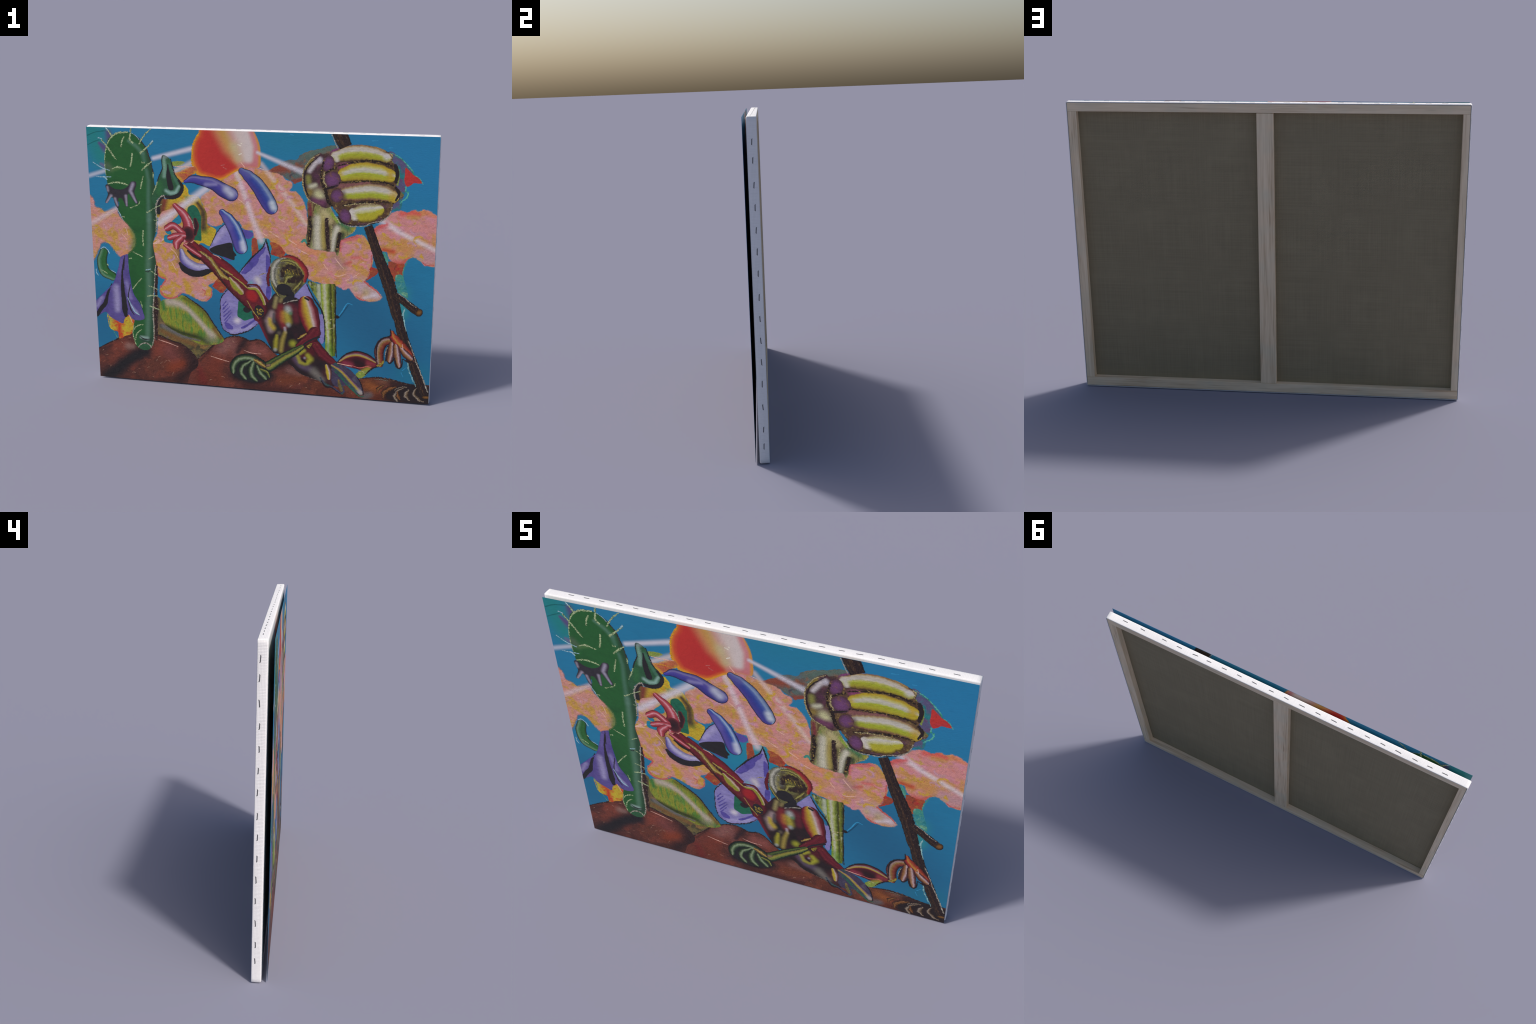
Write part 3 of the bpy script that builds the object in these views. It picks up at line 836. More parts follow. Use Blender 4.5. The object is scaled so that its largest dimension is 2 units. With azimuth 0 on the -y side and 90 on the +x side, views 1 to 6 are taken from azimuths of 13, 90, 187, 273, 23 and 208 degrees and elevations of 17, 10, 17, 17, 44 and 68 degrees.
# ---- bits of foliage, flame and brown smoke behind the figures
paint('leaf_green', '70803a', mottle=[('8fa04a', 60, 0.5, 0.7, 0.7)], grain=0.3, marks=RAYS)
paint('ember', 'a0583a', mottle=[('b08a2c', 14, 0.42, 0.6, 0.95), ('a03a2a', 22, 0.55, 0.7, 0.8)], grain=0.25, marks=RAYS)
paint('mustard', 'a8912a', mottle=[('b0801f', 16, 0.5, 0.66, 0.9), ('6a7a26', 12, 0.56, 0.7, 0.9), ('a04a2c', 20, 0.62, 0.72, 0.7)],
      marks=[([(-0.346, 0.353), (-0.317, 0.310), (-0.311, 0.261), (-0.316, 0.208)], (0.0145, 0.0253, 0.0326, 0.0326), '40302a', 0.95),
             ([(-0.540, 0.363), (-0.554, 0.298)], (0.0290, 0.0253), '6a2c2c', 0.95), ([(-0.484, 0.317), (-0.438, 0.334)], (0.0326, 0.0217), 'a03a3a', 0.9),
             ([(-0.570, 0.362), (-0.581, 0.286)], (0.0217, 0.0217), '2c2628', 0.95)] + RAYS, grain=0.2, relief=0.0026)
paint('smoke', '5e4a44', mottle=[('4c5c58', 15, 0.42, 0.6, 0.9), ('7a4a34', 24, 0.5, 0.66, 0.85), ('3c3a44', 28, 0.56, 0.7, 0.8)],
      marks=[([(0.076, 0.557), (0.162, 0.571)], (0.0290, 0.0253), '7c3c2c', 0.9), ([(0.198, 0.493), (0.252, 0.510)], (0.0181, 0.0145), '7a3c30', 0.9),
             ([(0.283, 0.646), (0.374, 0.678), (0.430, 0.700)], (0.0362, 0.0253, 0.0217), '4c6058', 0.9),
             ([(0.162, 0.613), (0.233, 0.627)], (0.0145, 0.0181), '4a5a60', 0.8)] + RAYS, grain=0.3)
backdrop = Motif('smoke_and_flame', kind='stuff')
backdrop.fill([(0.062, 0.554), (0.127, 0.589), (0.159, 0.613), (0.230, 0.625), (0.244, 0.646), (0.283, 0.667), (0.353, 0.685), (0.412, 0.706), (0.451, 0.701), (0.444, 0.673), (0.375, 0.607), (0.269, 0.511), (0.209, 0.489), (0.198, 0.501), (0.177, 0.510), (0.134, 0.537), (0.098, 0.547)], 'smoke', ragged=0.006)
backdrop.fill([(-0.490, 0.583), (-0.453, 0.589), (-0.415, 0.586), (-0.438, 0.567), (-0.483, 0.561)], 'leaf_green', ragged=0.003)
backdrop.fill([(-0.481, 0.521), (-0.447, 0.530), (-0.401, 0.555), (-0.356, 0.560), (-0.348, 0.530), (-0.395, 0.502), (-0.419, 0.476), (-0.449, 0.460), (-0.460, 0.489), (-0.470, 0.507)], 'ember', ragged=0.004)
backdrop.fill([(-0.578, 0.361), (-0.521, 0.367), (-0.452, 0.385), (-0.427, 0.453), (-0.401, 0.432), (-0.398, 0.399), (-0.365, 0.397), (-0.334, 0.383), (-0.324, 0.354), (-0.304, 0.318), (-0.292, 0.285), (-0.289, 0.229), (-0.245, 0.205), (-0.245, 0.174), (-0.277, 0.104), (-0.322, 0.117), (-0.368, 0.118), (-0.403, 0.257), (-0.455, 0.292), (-0.507, 0.308), (-0.558, 0.291), (-0.580, 0.256), (-0.593, 0.266)],
              'mustard', ragged=0.003)
paint('yellow_drip', 'b4a02c', grain=0.2)
backdrop.stroke([(-0.426, 0.453), (-0.405, 0.428), (-0.398, 0.399)], (0.0036, 0.0051, 0.0029), 'yellow_drip', ragged=0.003)
backdrop.stroke([(-0.487, 0.561), (-0.431, 0.558), (-0.364, 0.562)], (0.0022, 0.0036, 0.0029), 'cloud_light', ragged=0.003)
backdrop.stroke([(-0.477, 0.520), (-0.417, 0.524), (-0.357, 0.522)], (0.0022, 0.0029, 0.0022), 'sun_fringe', ragged=0.003)
paint('spruce', '1f5a45', mottle=[('1a4a3c', 20, 0.5, 0.7, 0.8)], grain=0.12)
backdrop.fill([(-0.404, 0.320), (-0.370, 0.339), (-0.344, 0.316), (-0.330, 0.279), (-0.326, 0.276), (-0.329, 0.208), (-0.329, 0.132), (-0.348, 0.131), (-0.376, 0.137), (-0.404, 0.204), (-0.406, 0.257)], 'spruce')
paint('rust', '86402e', mottle=[('96642e', 26, 0.5, 0.66, 0.8), ('982c28', 20, 0.5, 0.66, 0.9), ('5c3028', 34, 0.56, 0.7, 0.7)], grain=0.3)
backdrop.fill([(-0.029, 0.156), (-0.007, 0.161), (0.002, 0.124), (0.006, 0.090), (-0.015, 0.059), (-0.028, 0.035), (-0.033, 0.103)], 'rust', ragged=0.004)
backdrop.fill([(0.074, 0.143), (0.126, 0.131), (0.152, 0.098), (0.162, 0.084), (0.137, 0.056), (0.107, 0.066), (0.078, 0.075), (0.085, 0.106)], 'rust', ragged=0.004)
backdrop.fill([(-0.267, -0.138), (-0.224, -0.088), (-0.183, -0.136), (-0.210, -0.177), (-0.248, -0.156)], 'rust', ragged=0.005)
backdrop.fill([(0.643, 0.029), (0.686, 0.020), (0.685, -0.000), (0.652, -0.028), (0.620, -0.049), (0.641, -0.014)], 'rust', ragged=0.004)
backdrop.fill([(0.744, 0.070), (0.794, 0.058), (0.828, 0.060), (0.823, 0.020), (0.820, -0.003), (0.792, -0.008), (0.783, -0.042), (0.762, -0.033), (0.746, 0.015)], 'rust', ragged=0.004)
paint('sea_glass', '3a7c70', mottle=[('6f9a78', 24, 0.48, 0.64, 0.8), ('24707c', 16, 0.5, 0.66, 0.9)], grain=0.3)
backdrop.fill([(0.785, -0.009), (0.820, -0.007), (0.836, -0.054), (0.856, -0.135), (0.839, -0.128), (0.802, -0.101), (0.787, -0.057)], 'sea_glass', ragged=0.004)
backdrop.stroke([(0.852, 0.088), (0.829, 0.035), (0.824, -0.010), (0.840, -0.076), (0.854, -0.127)], (0.0036, 0.0051, 0.0043, 0.0072, 0.0043), 'sea_glass', ragged=0.004)
backdrop.stroke([(0.715, 0.116), (0.730, 0.088), (0.738, 0.055)], (0.0145, 0.0181, 0.0072), 'sea_glass', ragged=0.004)
paint('hood', '4e4a68', mottle=[('22686c', 13, 0.45, 0.58, 0.95), ('5c3c5c', 20, 0.56, 0.7, 0.8)], grain=0.2)
backdrop.fill([(0.725, 0.682), (0.777, 0.660), (0.815, 0.623), (0.847, 0.586), (0.865, 0.556), (0.839, 0.534), (0.820, 0.498), (0.818, 0.463), (0.805, 0.427), (0.800, 0.373), (0.759, 0.361), (0.723, 0.409), (0.722, 0.585)], 'hood', ragged=0.003)
paint('beak_red', 'a3302c', mottle=[('8f3040', 30, 0.5, 0.7, 0.5)], grain=0.15)
backdrop.fill([(0.818, 0.599), (0.841, 0.579), (0.862, 0.559), (0.886, 0.546), (0.907, 0.518), (0.863, 0.517), (0.847, 0.504), (0.827, 0.497), (0.814, 0.526), (0.816, 0.568)], 'beak_red', sharp=False)
paint('jade_line', '4f9c8c', mottle=[('2c7c5c', 50, 0.5, 0.6, 0.9)], grain=0.35)
backdrop.stroke([(0.739, 0.676), (0.780, 0.657), (0.819, 0.622), (0.851, 0.586), (0.865, 0.561), (0.893, 0.545), (0.914, 0.512)], (0.0022, 0.0036, 0.0043, 0.0051, 0.0022, 0.0022, 0.0029), 'jade_line', ragged=0.004)
backdrop.stroke([(0.823, 0.493), (0.824, 0.467), (0.835, 0.463), (0.833, 0.439), (0.812, 0.420), (0.796, 0.403)], (0.0072, 0.0058, 0.0080, 0.0072, 0.0051, 0.0036), 'jade_line', ragged=0.006)
backdrop.stroke([(0.744, 0.628), (0.776, 0.594), (0.784, 0.553), (0.777, 0.503)], (0.0036, 0.0051, 0.0051, 0.0080), 'leaf_green', ragged=0.005)
backdrop.done()


# ---- the great fist: forearm, clenched fingers, knuckles and thumb
paint('forearm_skin', '7c7a4a', mottle=[('4a3828', 18, 0.46, 0.58, 0.9), ('5c6c34', 22, 0.52, 0.66, 0.8)],
      marks=[([(0.346, 0.294), (0.343, 0.205), (0.348, 0.132)], (0.0290, 0.0290, 0.0326), 'b2ae9c', 0.95),
             ([(0.299, 0.299), (0.300, 0.203), (0.293, 0.136)], (0.0217, 0.0253, 0.0145), '3a2a24', 0.9),
             ([(0.299, 0.375), (0.306, 0.317)], (0.0181, 0.0181), '6a2c34', 0.95),
             ([(0.379, 0.310), (0.376, 0.215), (0.381, 0.134)], (0.0217, 0.0217, 0.0217), '9a8a44', 0.8),
             ([(0.400, 0.293), (0.401, 0.216), (0.406, 0.121)], (0.0203, 0.0217, 0.0181), '3c2a20', 0.95),
             ([(0.411, 0.290)], 0.0217, '7a4c28', 0.7), ([(0.454, 0.245), (0.436, 0.181), (0.433, 0.119)], (0.0217, 0.0217, 0.0181), 'b0ac9c', 1.0),
             ([(0.475, 0.279), (0.525, 0.241)], (0.0253, 0.0181), '3c6a48', 0.9), ([(0.546, 0.242)], 0.0217, '8c8c30', 0.9),
             ([(0.465, 0.209), (0.453, 0.116)], (0.0145, 0.0181), '30301c', 0.95), ([(0.487, 0.210), (0.469, 0.183)], (0.0181, 0.0145), '26302a', 0.8),
             ([(0.378, 0.336), (0.411, 0.286)], (0.0290, 0.0290), 'a49a70', 0.9), ([(0.428, 0.323), (0.457, 0.289)], (0.0145, 0.0145), '7f9a30', 0.9)],
      grain=0.3, relief=0.003, brush=(2.5, 1.0, 0.2))
paint('reed', '0.00:25281c 0.10:4c5522 0.22:6a7028 0.32:33331c 0.45:5c6a26 0.58:8f9850 0.72:a9a998 0.88:8c983c 1.00:5f7a2c',
      mottle=[('2c3020', 60, 0.6, 0.72, 0.7), ('a8a890', 22, 0.58, 0.7, 0.6)], warp=0.10, grain=0.3, relief=0.0026, brush=(4.0, 1.0, 0.05),
      marks=[([(0.410, -0.457), (0.425, -0.511)], (0.0290, 0.0290), '4c7a24', 0.6)])
paint('reed_top', '6c7836', mottle=[('35381f', 30, 0.48, 0.6, 0.9), ('9a9c80', 22, 0.54, 0.66, 0.8)], brush=(3.0, 1.0, 0.1), grain=0.35,
      marks=[([(0.354, -0.093), (0.362, -0.180)], (0.0145, 0.0181), '9aa08c', 0.9), ([(0.409, -0.093), (0.395, -0.178), (0.374, -0.237)], (0.0130, 0.0145, 0.0145), 'a8a898', 0.95),
             ([(0.438, -0.091), (0.439, -0.194)], (0.0109, 0.0109), '26281a', 0.9)])
fore = Motif('forearm')
fore.fill([(0.291, -0.078), (0.347, -0.086), (0.383, -0.085), (0.445, -0.085), (0.451, -0.117), (0.451, -0.231), (0.378, -0.244), (0.355, -0.192)], 'reed_top', ragged=0.003)
fore.stroke([(0.406, -0.082), (0.410, -0.177), (0.415, -0.273), (0.419, -0.315), (0.426, -0.412), (0.427, -0.487), (0.437, -0.522)], (0.0833, 0.0815, 0.0760, 0.0688, 0.0615, 0.0615, 0.0398), 'reed', ragged=0.003, per=14, cap=False)
paint('ink', '241e20', grain=0.2)
paint('crevice', '241c1a', mottle=[('8a7440', 75, 0.56, 0.64, 0.85)], grain=0.3)
paint('umber_line', '2c2020', mottle=[('6a5648', 80, 0.56, 0.64, 0.8)], grain=0.3)
paint('cream_line', 'a0946a', mottle=[('44382a', 150, 0.48, 0.6, 0.95)], grain=0.4)
paint('pale_line', '9c968a', mottle=[('3c3a34', 150, 0.48, 0.6, 0.9)], grain=0.35)
fore.stroke([(0.452, -0.094), (0.452, -0.193), (0.452, -0.293), (0.454, -0.351), (0.458, -0.429), (0.462, -0.524)], 0.0036, 'ink', ragged=0.004)
fore.stroke([(0.392, -0.321), (0.412, -0.300), (0.448, -0.290)], (0.0022, 0.0033, 0.0018), 'cream_line')
fore.stroke([(0.396, -0.364), (0.420, -0.354), (0.443, -0.343)], (0.0022, 0.0033, 0.0018), 'cream_line')
fore.fill([(0.288, 0.396), (0.289, 0.283), (0.283, 0.202), (0.279, 0.158), (0.290, 0.129), (0.337, 0.116), (0.381, 0.112), (0.417, 0.108), (0.444, 0.108), (0.457, 0.086), (0.467, 0.109), (0.470, 0.172), (0.494, 0.188), (0.543, 0.228), (0.557, 0.255), (0.528, 0.256), (0.500, 0.280), (0.475, 0.289), (0.442, 0.317), (0.410, 0.370), (0.357, 0.371), (0.327, 0.402)], 'forearm_skin', ragged=0.003)
fore.stroke([(0.301, 0.302), (0.303, 0.233), (0.295, 0.140)], (0.0109, 0.0181, 0.0109), 'crevice', ragged=0.006, soft=0.006)
fore.stroke([(0.395, 0.293), (0.398, 0.216), (0.406, 0.121)], (0.0181, 0.0203, 0.0145), 'umber_line', ragged=0.006, soft=0.006)
fore.stroke([(0.469, 0.216), (0.463, 0.168), (0.454, 0.116)], (0.0145, 0.0181, 0.0130), 'crevice', ragged=0.006, soft=0.006)
fore.stroke([(0.404, 0.301), (0.425, 0.269), (0.422, 0.225), (0.419, 0.118)], (0.0018, 0.0033, 0.0029, 0.0018), 'cream_line', ragged=0.003)
fore.stroke([(0.410, 0.366), (0.439, 0.320), (0.464, 0.282), (0.475, 0.271)], (0.0022, 0.0043, 0.0036, 0.0022), 'pale_line', ragged=0.003)
fore.stroke([(0.557, 0.254), (0.543, 0.228), (0.515, 0.211), (0.498, 0.198)], (0.0051, 0.0043, 0.0029, 0.0018), 'cream_line', ragged=0.004)
fore.stroke([(0.257, 0.156), (0.271, 0.167), (0.282, 0.150)], (0.0109, 0.0145, 0.0072), 'sea_glass', ragged=0.003)
fore.done()

paint('fist_dark', '463428', mottle=[('5e4a30', 20, 0.48, 0.62, 0.9), ('553a48', 15, 0.52, 0.66, 0.8), ('7e6a3a', 60, 0.58, 0.68, 0.8)],
      marks=[([(0.423, 0.683), (0.520, 0.705), (0.568, 0.701)], (0.0217, 0.0167, 0.0109), '6a3860', 0.95), ([(0.575, 0.703), (0.664, 0.698), (0.702, 0.682)], (0.0109, 0.0123, 0.0087), 'a88a50', 0.9),
             ([(0.470, 0.593), (0.511, 0.605)], (0.0217, 0.0145), '7a3c60', 0.9), ([(0.468, 0.487), (0.565, 0.498), (0.627, 0.511)], (0.0181, 0.0145, 0.0109), '7c5050', 0.8),
             ([(0.776, 0.587), (0.776, 0.535)], (0.0145, 0.0145), '1e1a18', 0.9), ([(0.801, 0.455)], 0.0181, '6a6a40', 0.8)],
      grain=0.35, relief=0.002)
FINGER = '0:6a4a44 0.07:947c50 0.16:a8a090 0.34:aca69c 0.44:a0a054 0.56:8f962a 0.76:8a8428 0.88:6a5628 0.95:44341f 1:2c221c'
paint('finger_skin', FINGER, warp=0.07, grain=0.16, relief=0.0022, brush=(1.0, 5.0, 0.0),
      marks=[([(0.437, 0.655), (0.448, 0.624)], (0.0217, 0.0145), 'b0aaa2', 0.9), ([(0.716, 0.654)], 0.0217, 'b4b0b0', 0.9)])
paint('finger_round', '0:8a7428 0.10:a48e28 0.22:a8a25c 0.34:aca8a0 0.48:a4a488 0.57:929a2c 0.76:94902a 0.89:8a7a24 0.96:5c481c 1:34281a',
      warp=0.07, grain=0.16, relief=0.0022, brush=(1.0, 5.0, 0.0), marks=[([(0.740, 0.544), (0.735, 0.579)], (0.0290, 0.0217), 'a48c26', 0.9),
             ([(0.467, 0.547)], 0.0217, 'a08e2a', 0.9)])
paint('finger_third', '0:7a5c48 0.09:94805c 0.18:a8a294 0.36:aeaaa2 0.46:a0a068 0.57:8f9a2c 0.76:8c8c2a 0.88:70503c 0.95:44301f 1:2c221c',
      warp=0.07, grain=0.16, relief=0.0022, brush=(1.0, 5.0, 0.0), marks=[([(0.757, 0.439), (0.754, 0.414)], (0.0326, 0.0253), 'a48a28', 0.9),
             ([(0.483, 0.441), (0.490, 0.406)], (0.0217, 0.0181), '4a3034', 0.8)])
paint('finger_last', '0:6a5038 0.14:a09a70 0.24:aeaaa4 0.40:a8a678 0.52:94922a 0.80:98902a 0.92:6a5a22 1:2c2018', warp=0.06, grain=0.16,
      relief=0.0022, marks=[([(0.523, 0.353), (0.549, 0.304)], (0.0253, 0.0181), 'b0aaa4', 0.95)])
paint('knuckle', '0:463036 0.2:50344a 0.5:5c3a5e 1:623e64', grain=0.25, warp=0.14, mottle=[('6a4a3c', 30, 0.56, 0.68, 0.6)])
paint('thumb_skin', '3e2c30', mottle=[('5a4a34', 26, 0.5, 0.64, 0.8), ('50303c', 18, 0.5, 0.66, 0.7)],
      marks=[([(0.297, 0.562), (0.325, 0.602), (0.353, 0.629)], (0.0145, 0.0159, 0.0145), 'b0aaac', 0.95), ([(0.291, 0.497), (0.291, 0.526)], (0.0181, 0.0181), '7a7c3c', 0.8),
             ([(0.305, 0.474), (0.330, 0.484)], (0.0181, 0.0145), 'a8a690', 0.95), ([(0.345, 0.435), (0.355, 0.421)], (0.0326, 0.0326), 'aaa880', 1.0),
             ([(0.298, 0.444)], 0.0253, '7c6a34', 0.9), ([(0.327, 0.398), (0.371, 0.390)], (0.0217, 0.0253), '5f3250', 0.95),
             ([(0.276, 0.575), (0.311, 0.626)], (0.0109, 0.0109), '7a6c2c', 0.8), ([(0.354, 0.621)], 0.0181, 'a8a4b0', 0.8), ([(0.336, 0.535)], 0.0217, '4a2c40', 0.8)],
      grain=0.25, relief=0.002)
fist = Motif('fist')
fist.fill([(0.353, 0.664), (0.304, 0.630), (0.273, 0.585), (0.259, 0.539), (0.263, 0.471), (0.277, 0.425), (0.299, 0.396), (0.356, 0.369), (0.399, 0.358), (0.434, 0.396), (0.425, 0.574), (0.402, 0.661), (0.368, 0.656)],
          'thumb_skin', ragged=0.002)
fist.fill([(0.375, 0.593), (0.389, 0.636), (0.423, 0.682), (0.468, 0.698), (0.519, 0.709), (0.595, 0.713), (0.664, 0.704), (0.719, 0.682), (0.747, 0.662), (0.744, 0.628), (0.774, 0.604), (0.785, 0.560), (0.773, 0.510), (0.767, 0.496), (0.794, 0.469), (0.812, 0.445), (0.788, 0.419), (0.758, 0.396), (0.752, 0.364), (0.736, 0.335), (0.695, 0.304), (0.647, 0.282), (0.570, 0.270), (0.514, 0.270), (0.477, 0.289), (0.457, 0.325), (0.424, 0.370), (0.399, 0.423), (0.376, 0.490), (0.365, 0.536)], 'fist_dark', ragged=0.003)
fist.stroke([(0.441, 0.645), (0.500, 0.663), (0.575, 0.670), (0.651, 0.662), (0.713, 0.647)], (0.0597, 0.0851, 0.0869, 0.0796, 0.0543), 'finger_skin', ragged=0.004, soft=0.005)
fist.stroke([(0.491, 0.548), (0.543, 0.563), (0.605, 0.568), (0.685, 0.559), (0.733, 0.551)], (0.0778, 0.0959, 0.1021, 0.0977, 0.0742), 'finger_round', ragged=0.004, soft=0.005)
fist.stroke([(0.500, 0.440), (0.553, 0.446), (0.636, 0.455), (0.705, 0.449), (0.754, 0.435)], (0.0742, 0.0887, 0.0948, 0.0923, 0.0688), 'finger_third', ragged=0.004, soft=0.005)
fist.stroke([(0.548, 0.329), (0.590, 0.335), (0.639, 0.343), (0.677, 0.357)], (0.0724, 0.1014, 0.1032, 0.0688), 'finger_last', ragged=0.004, soft=0.005)
fist.oval([(0.400, 0.606)][0], 0.0319, 0.0453, 'knuckle', -0.25)
fist.oval([(0.424, 0.517)][0], 0.0453, 0.0471, 'knuckle', -0.4)
fist.oval([(0.450, 0.429)][0], 0.0344, 0.0380, 'knuckle', -0.3)
fist.oval([(0.497, 0.316)][0], 0.0326, 0.0434, 'knuckle', 0.3)
fist.stroke([(0.452, 0.596), (0.511, 0.612), (0.597, 0.629), (0.666, 0.627), (0.745, 0.607)], (0.0036, 0.0072, 0.0087, 0.0101, 0.0087), 'crevice', ragged=0.010, soft=0.006)
fist.stroke([(0.461, 0.503), (0.551, 0.512), (0.634, 0.519), (0.703, 0.514), (0.755, 0.499)], (0.0036, 0.0058, 0.0058, 0.0072, 0.0065), 'crevice', ragged=0.008, soft=0.006)
fist.stroke([(0.480, 0.376), (0.554, 0.392), (0.637, 0.403), (0.706, 0.408), (0.758, 0.400)], (0.0051, 0.0087, 0.0080, 0.0065, 0.0051), 'crevice', ragged=0.008, soft=0.006)
fist.stroke([(0.762, 0.607), (0.775, 0.566), (0.768, 0.517)], (0.0181, 0.0181, 0.0145), 'ink', ragged=0.006)
fist.stroke([(0.769, 0.489), (0.787, 0.454), (0.771, 0.418)], (0.0109, 0.0159, 0.0087), 'ink', ragged=0.005)
fist.stroke([(0.375, 0.621), (0.362, 0.557), (0.366, 0.501), (0.388, 0.451), (0.402, 0.395), (0.424, 0.374)], (0.0072, 0.0094, 0.0109, 0.0145, 0.0181, 0.0109), 'crevice', ragged=0.008)
fist.stroke([(0.379, 0.558), (0.376, 0.515), (0.394, 0.473)], (0.0051, 0.0065, 0.0051), 'cream_line', ragged=0.008)
fist.stroke([(0.383, 0.551), (0.411, 0.573), (0.449, 0.585)], (0.0072, 0.0094, 0.0051), 'crevice', ragged=0.010)
fist.stroke([(0.394, 0.466), (0.426, 0.478), (0.450, 0.486)], (0.0094, 0.0087, 0.0043), 'ink', ragged=0.006)
fist.stroke([(0.353, 0.659), (0.304, 0.627), (0.273, 0.584), (0.259, 0.539), (0.263, 0.471), (0.279, 0.423), (0.300, 0.395), (0.356, 0.369)], (0.0029, 0.0043, 0.0036, 0.0051, 0.0058, 0.0043, 0.0036, 0.0029), 'cream_line', ragged=0.004)
fist.stroke([(0.353, 0.648), (0.290, 0.590), (0.269, 0.532), (0.273, 0.468), (0.291, 0.422)], (0.0029, 0.0058, 0.0051, 0.0072, 0.0051), 'ink', ragged=0.005)
fist.stroke([(0.457, 0.314), (0.475, 0.286), (0.514, 0.267), (0.585, 0.269), (0.651, 0.282), (0.702, 0.304), (0.740, 0.335)], (0.0051, 0.0087, 0.0072, 0.0051, 0.0058, 0.0072, 0.0036), 'ink', ragged=0.004)
fist.stroke([(0.752, 0.378), (0.736, 0.331), (0.696, 0.300), (0.640, 0.283), (0.599, 0.265), (0.528, 0.261), (0.489, 0.269)], (0.0036, 0.0051, 0.0036, 0.0029, 0.0036, 0.0029, 0.0018), 'pale_line', ragged=0.005)
fist.stroke([(0.491, 0.375), (0.554, 0.387), (0.624, 0.392), (0.672, 0.389)], (0.0022, 0.0036, 0.0036, 0.0022), 'cream_line', ragged=0.008)
fist.stroke([(0.729, 0.676), (0.743, 0.662), (0.735, 0.634)], (0.0029, 0.0058, 0.0029), 'cream_line', ragged=0.006)
fist.done()

# ---- purple petals and husks
paint('lavender', '736d9e', mottle=[('837da8', 10, 0.5, 0.66, 0.6), ('5a5486', 14, 0.58, 0.7, 0.5)], marks=[([(-0.250, 0.129), (-0.192, 0.203)], (0.0181, 0.0217), '928cb0', 0.8),
      ([(-0.001, -0.082), (0.008, -0.100)], (0.0253, 0.0217), 'aca6a8', 0.9), ([(-0.123, -0.341)], 0.0253, 'b4aeb8', 1.0), ([(-0.039, -0.104)], 0.0181, '5c9090', 0.7),
      ([(-0.157, -0.415), (-0.042, -0.370)], (0.0181, 0.0181), '8f8aae', 0.8)], grain=0.10)
paint('violet', '4c4488', mottle=[('3c3878', 20, 0.5, 0.66, 0.7)], grain=0.10)
paint('soot', '242326', grain=0.1)
paint('husk', '0:57507c 0.3:a09cb4 0.55:8a84a8 0.8:5a5288 1:3c3670', grain=0.10)
petal = Motif('petal')
petal.fill([(-0.281, 0.087), (-0.245, 0.167), (-0.211, 0.214), (-0.176, 0.242), (-0.154, 0.239), (-0.148, 0.180), (-0.148, 0.123), (-0.213, 0.112), (-0.258, 0.098)], 'lavender')
petal.stroke([(-0.275, 0.104), (-0.241, 0.175), (-0.211, 0.216), (-0.180, 0.240)], (0.0029, 0.0043, 0.0036, 0.0022), 'soot', ragged=0.003)
petal.fill([(-0.088, 0.205), (-0.058, 0.207), (-0.025, 0.192), (-0.023, 0.178), (-0.047, 0.158), (-0.073, 0.165)], 'violet')
petal.fill([(-0.281, 0.081), (-0.250, 0.102), (-0.212, 0.115), (-0.152, 0.127), (-0.140, 0.082), (-0.123, 0.056), (-0.133, 0.048), (-0.137, 0.027), (-0.161, 0.031), (-0.195, 0.040), (-0.259, 0.060)], 'soot')
petal.stroke([(-0.199, 0.040), (-0.176, 0.030), (-0.152, 0.022)], (0.0051, 0.0072, 0.0029), 'violet')
petal.done()
petal = Motif('petal')
petal.stroke([(-0.450, 0.064), (-0.433, 0.011), (-0.388, -0.025), (-0.342, -0.038), (-0.299, -0.031), (-0.264, -0.017)], (0.0253, 0.0543, 0.0615, 0.0615, 0.0507, 0.0217), 'husk')
petal.stroke([(-0.461, -0.014), (-0.435, -0.047), (-0.389, -0.068), (-0.339, -0.068), (-0.300, -0.054), (-0.269, -0.043)], (0.0181, 0.0362, 0.0398, 0.0362, 0.0326, 0.0145), 'soot', ragged=0.003)
petal.stroke([(-0.412, 0.066), (-0.378, 0.041), (-0.341, 0.020)], (0.0109, 0.0217, 0.0145), 'soot')
petal.done()
petal = Motif('petal')
petal.fill([(0.049, 0.138), (0.015, 0.094), (-0.030, 0.054), (-0.068, 0.002), (-0.102, -0.050), (-0.099, -0.077), (-0.047, -0.123), (0.013, -0.154), (0.051, -0.206), (0.077, -0.204), (0.078, -0.123), (0.055, -0.113), (0.060, -0.036), (0.075, 0.011), (0.076, 0.056), (0.065, 0.093)], 'lavender')
petal.fill([(0.047, 0.115), (0.011, 0.083), (-0.026, 0.050), (-0.064, -0.001), (-0.093, -0.047), (-0.076, -0.054), (-0.038, -0.027), (0.003, 0.018), (0.009, 0.045), (0.041, 0.088)], 'violet', ragged=0.005)
petal.fill([(0.054, 0.070), (0.072, 0.048), (0.073, 0.003), (0.057, -0.036), (0.051, -0.029), (0.050, 0.040)], 'violet')
petal.fill([(0.055, -0.121), (0.077, -0.127), (0.075, -0.177), (0.058, -0.209), (0.049, -0.171)], 'violet')
petal.stroke([(0.048, 0.152), (0.034, 0.114), (0.000, 0.078), (-0.037, 0.042), (-0.075, -0.006), (-0.106, -0.046)], (0.0029, 0.0072, 0.0058, 0.0094, 0.0051, 0.0029), 'soot', ragged=0.004)
petal.stroke([(0.049, 0.160), (0.064, 0.108), (0.074, 0.064), (0.075, 0.018)], (0.0051, 0.0087, 0.0043, 0.0022), 'soot', ragged=0.004)
petal.stroke([(0.010, -0.058), (0.029, -0.047), (0.048, -0.042)], (0.0022, 0.0036, 0.0018), 'cream_line', ragged=0.003)
petal.done()
petal = Motif('petal')
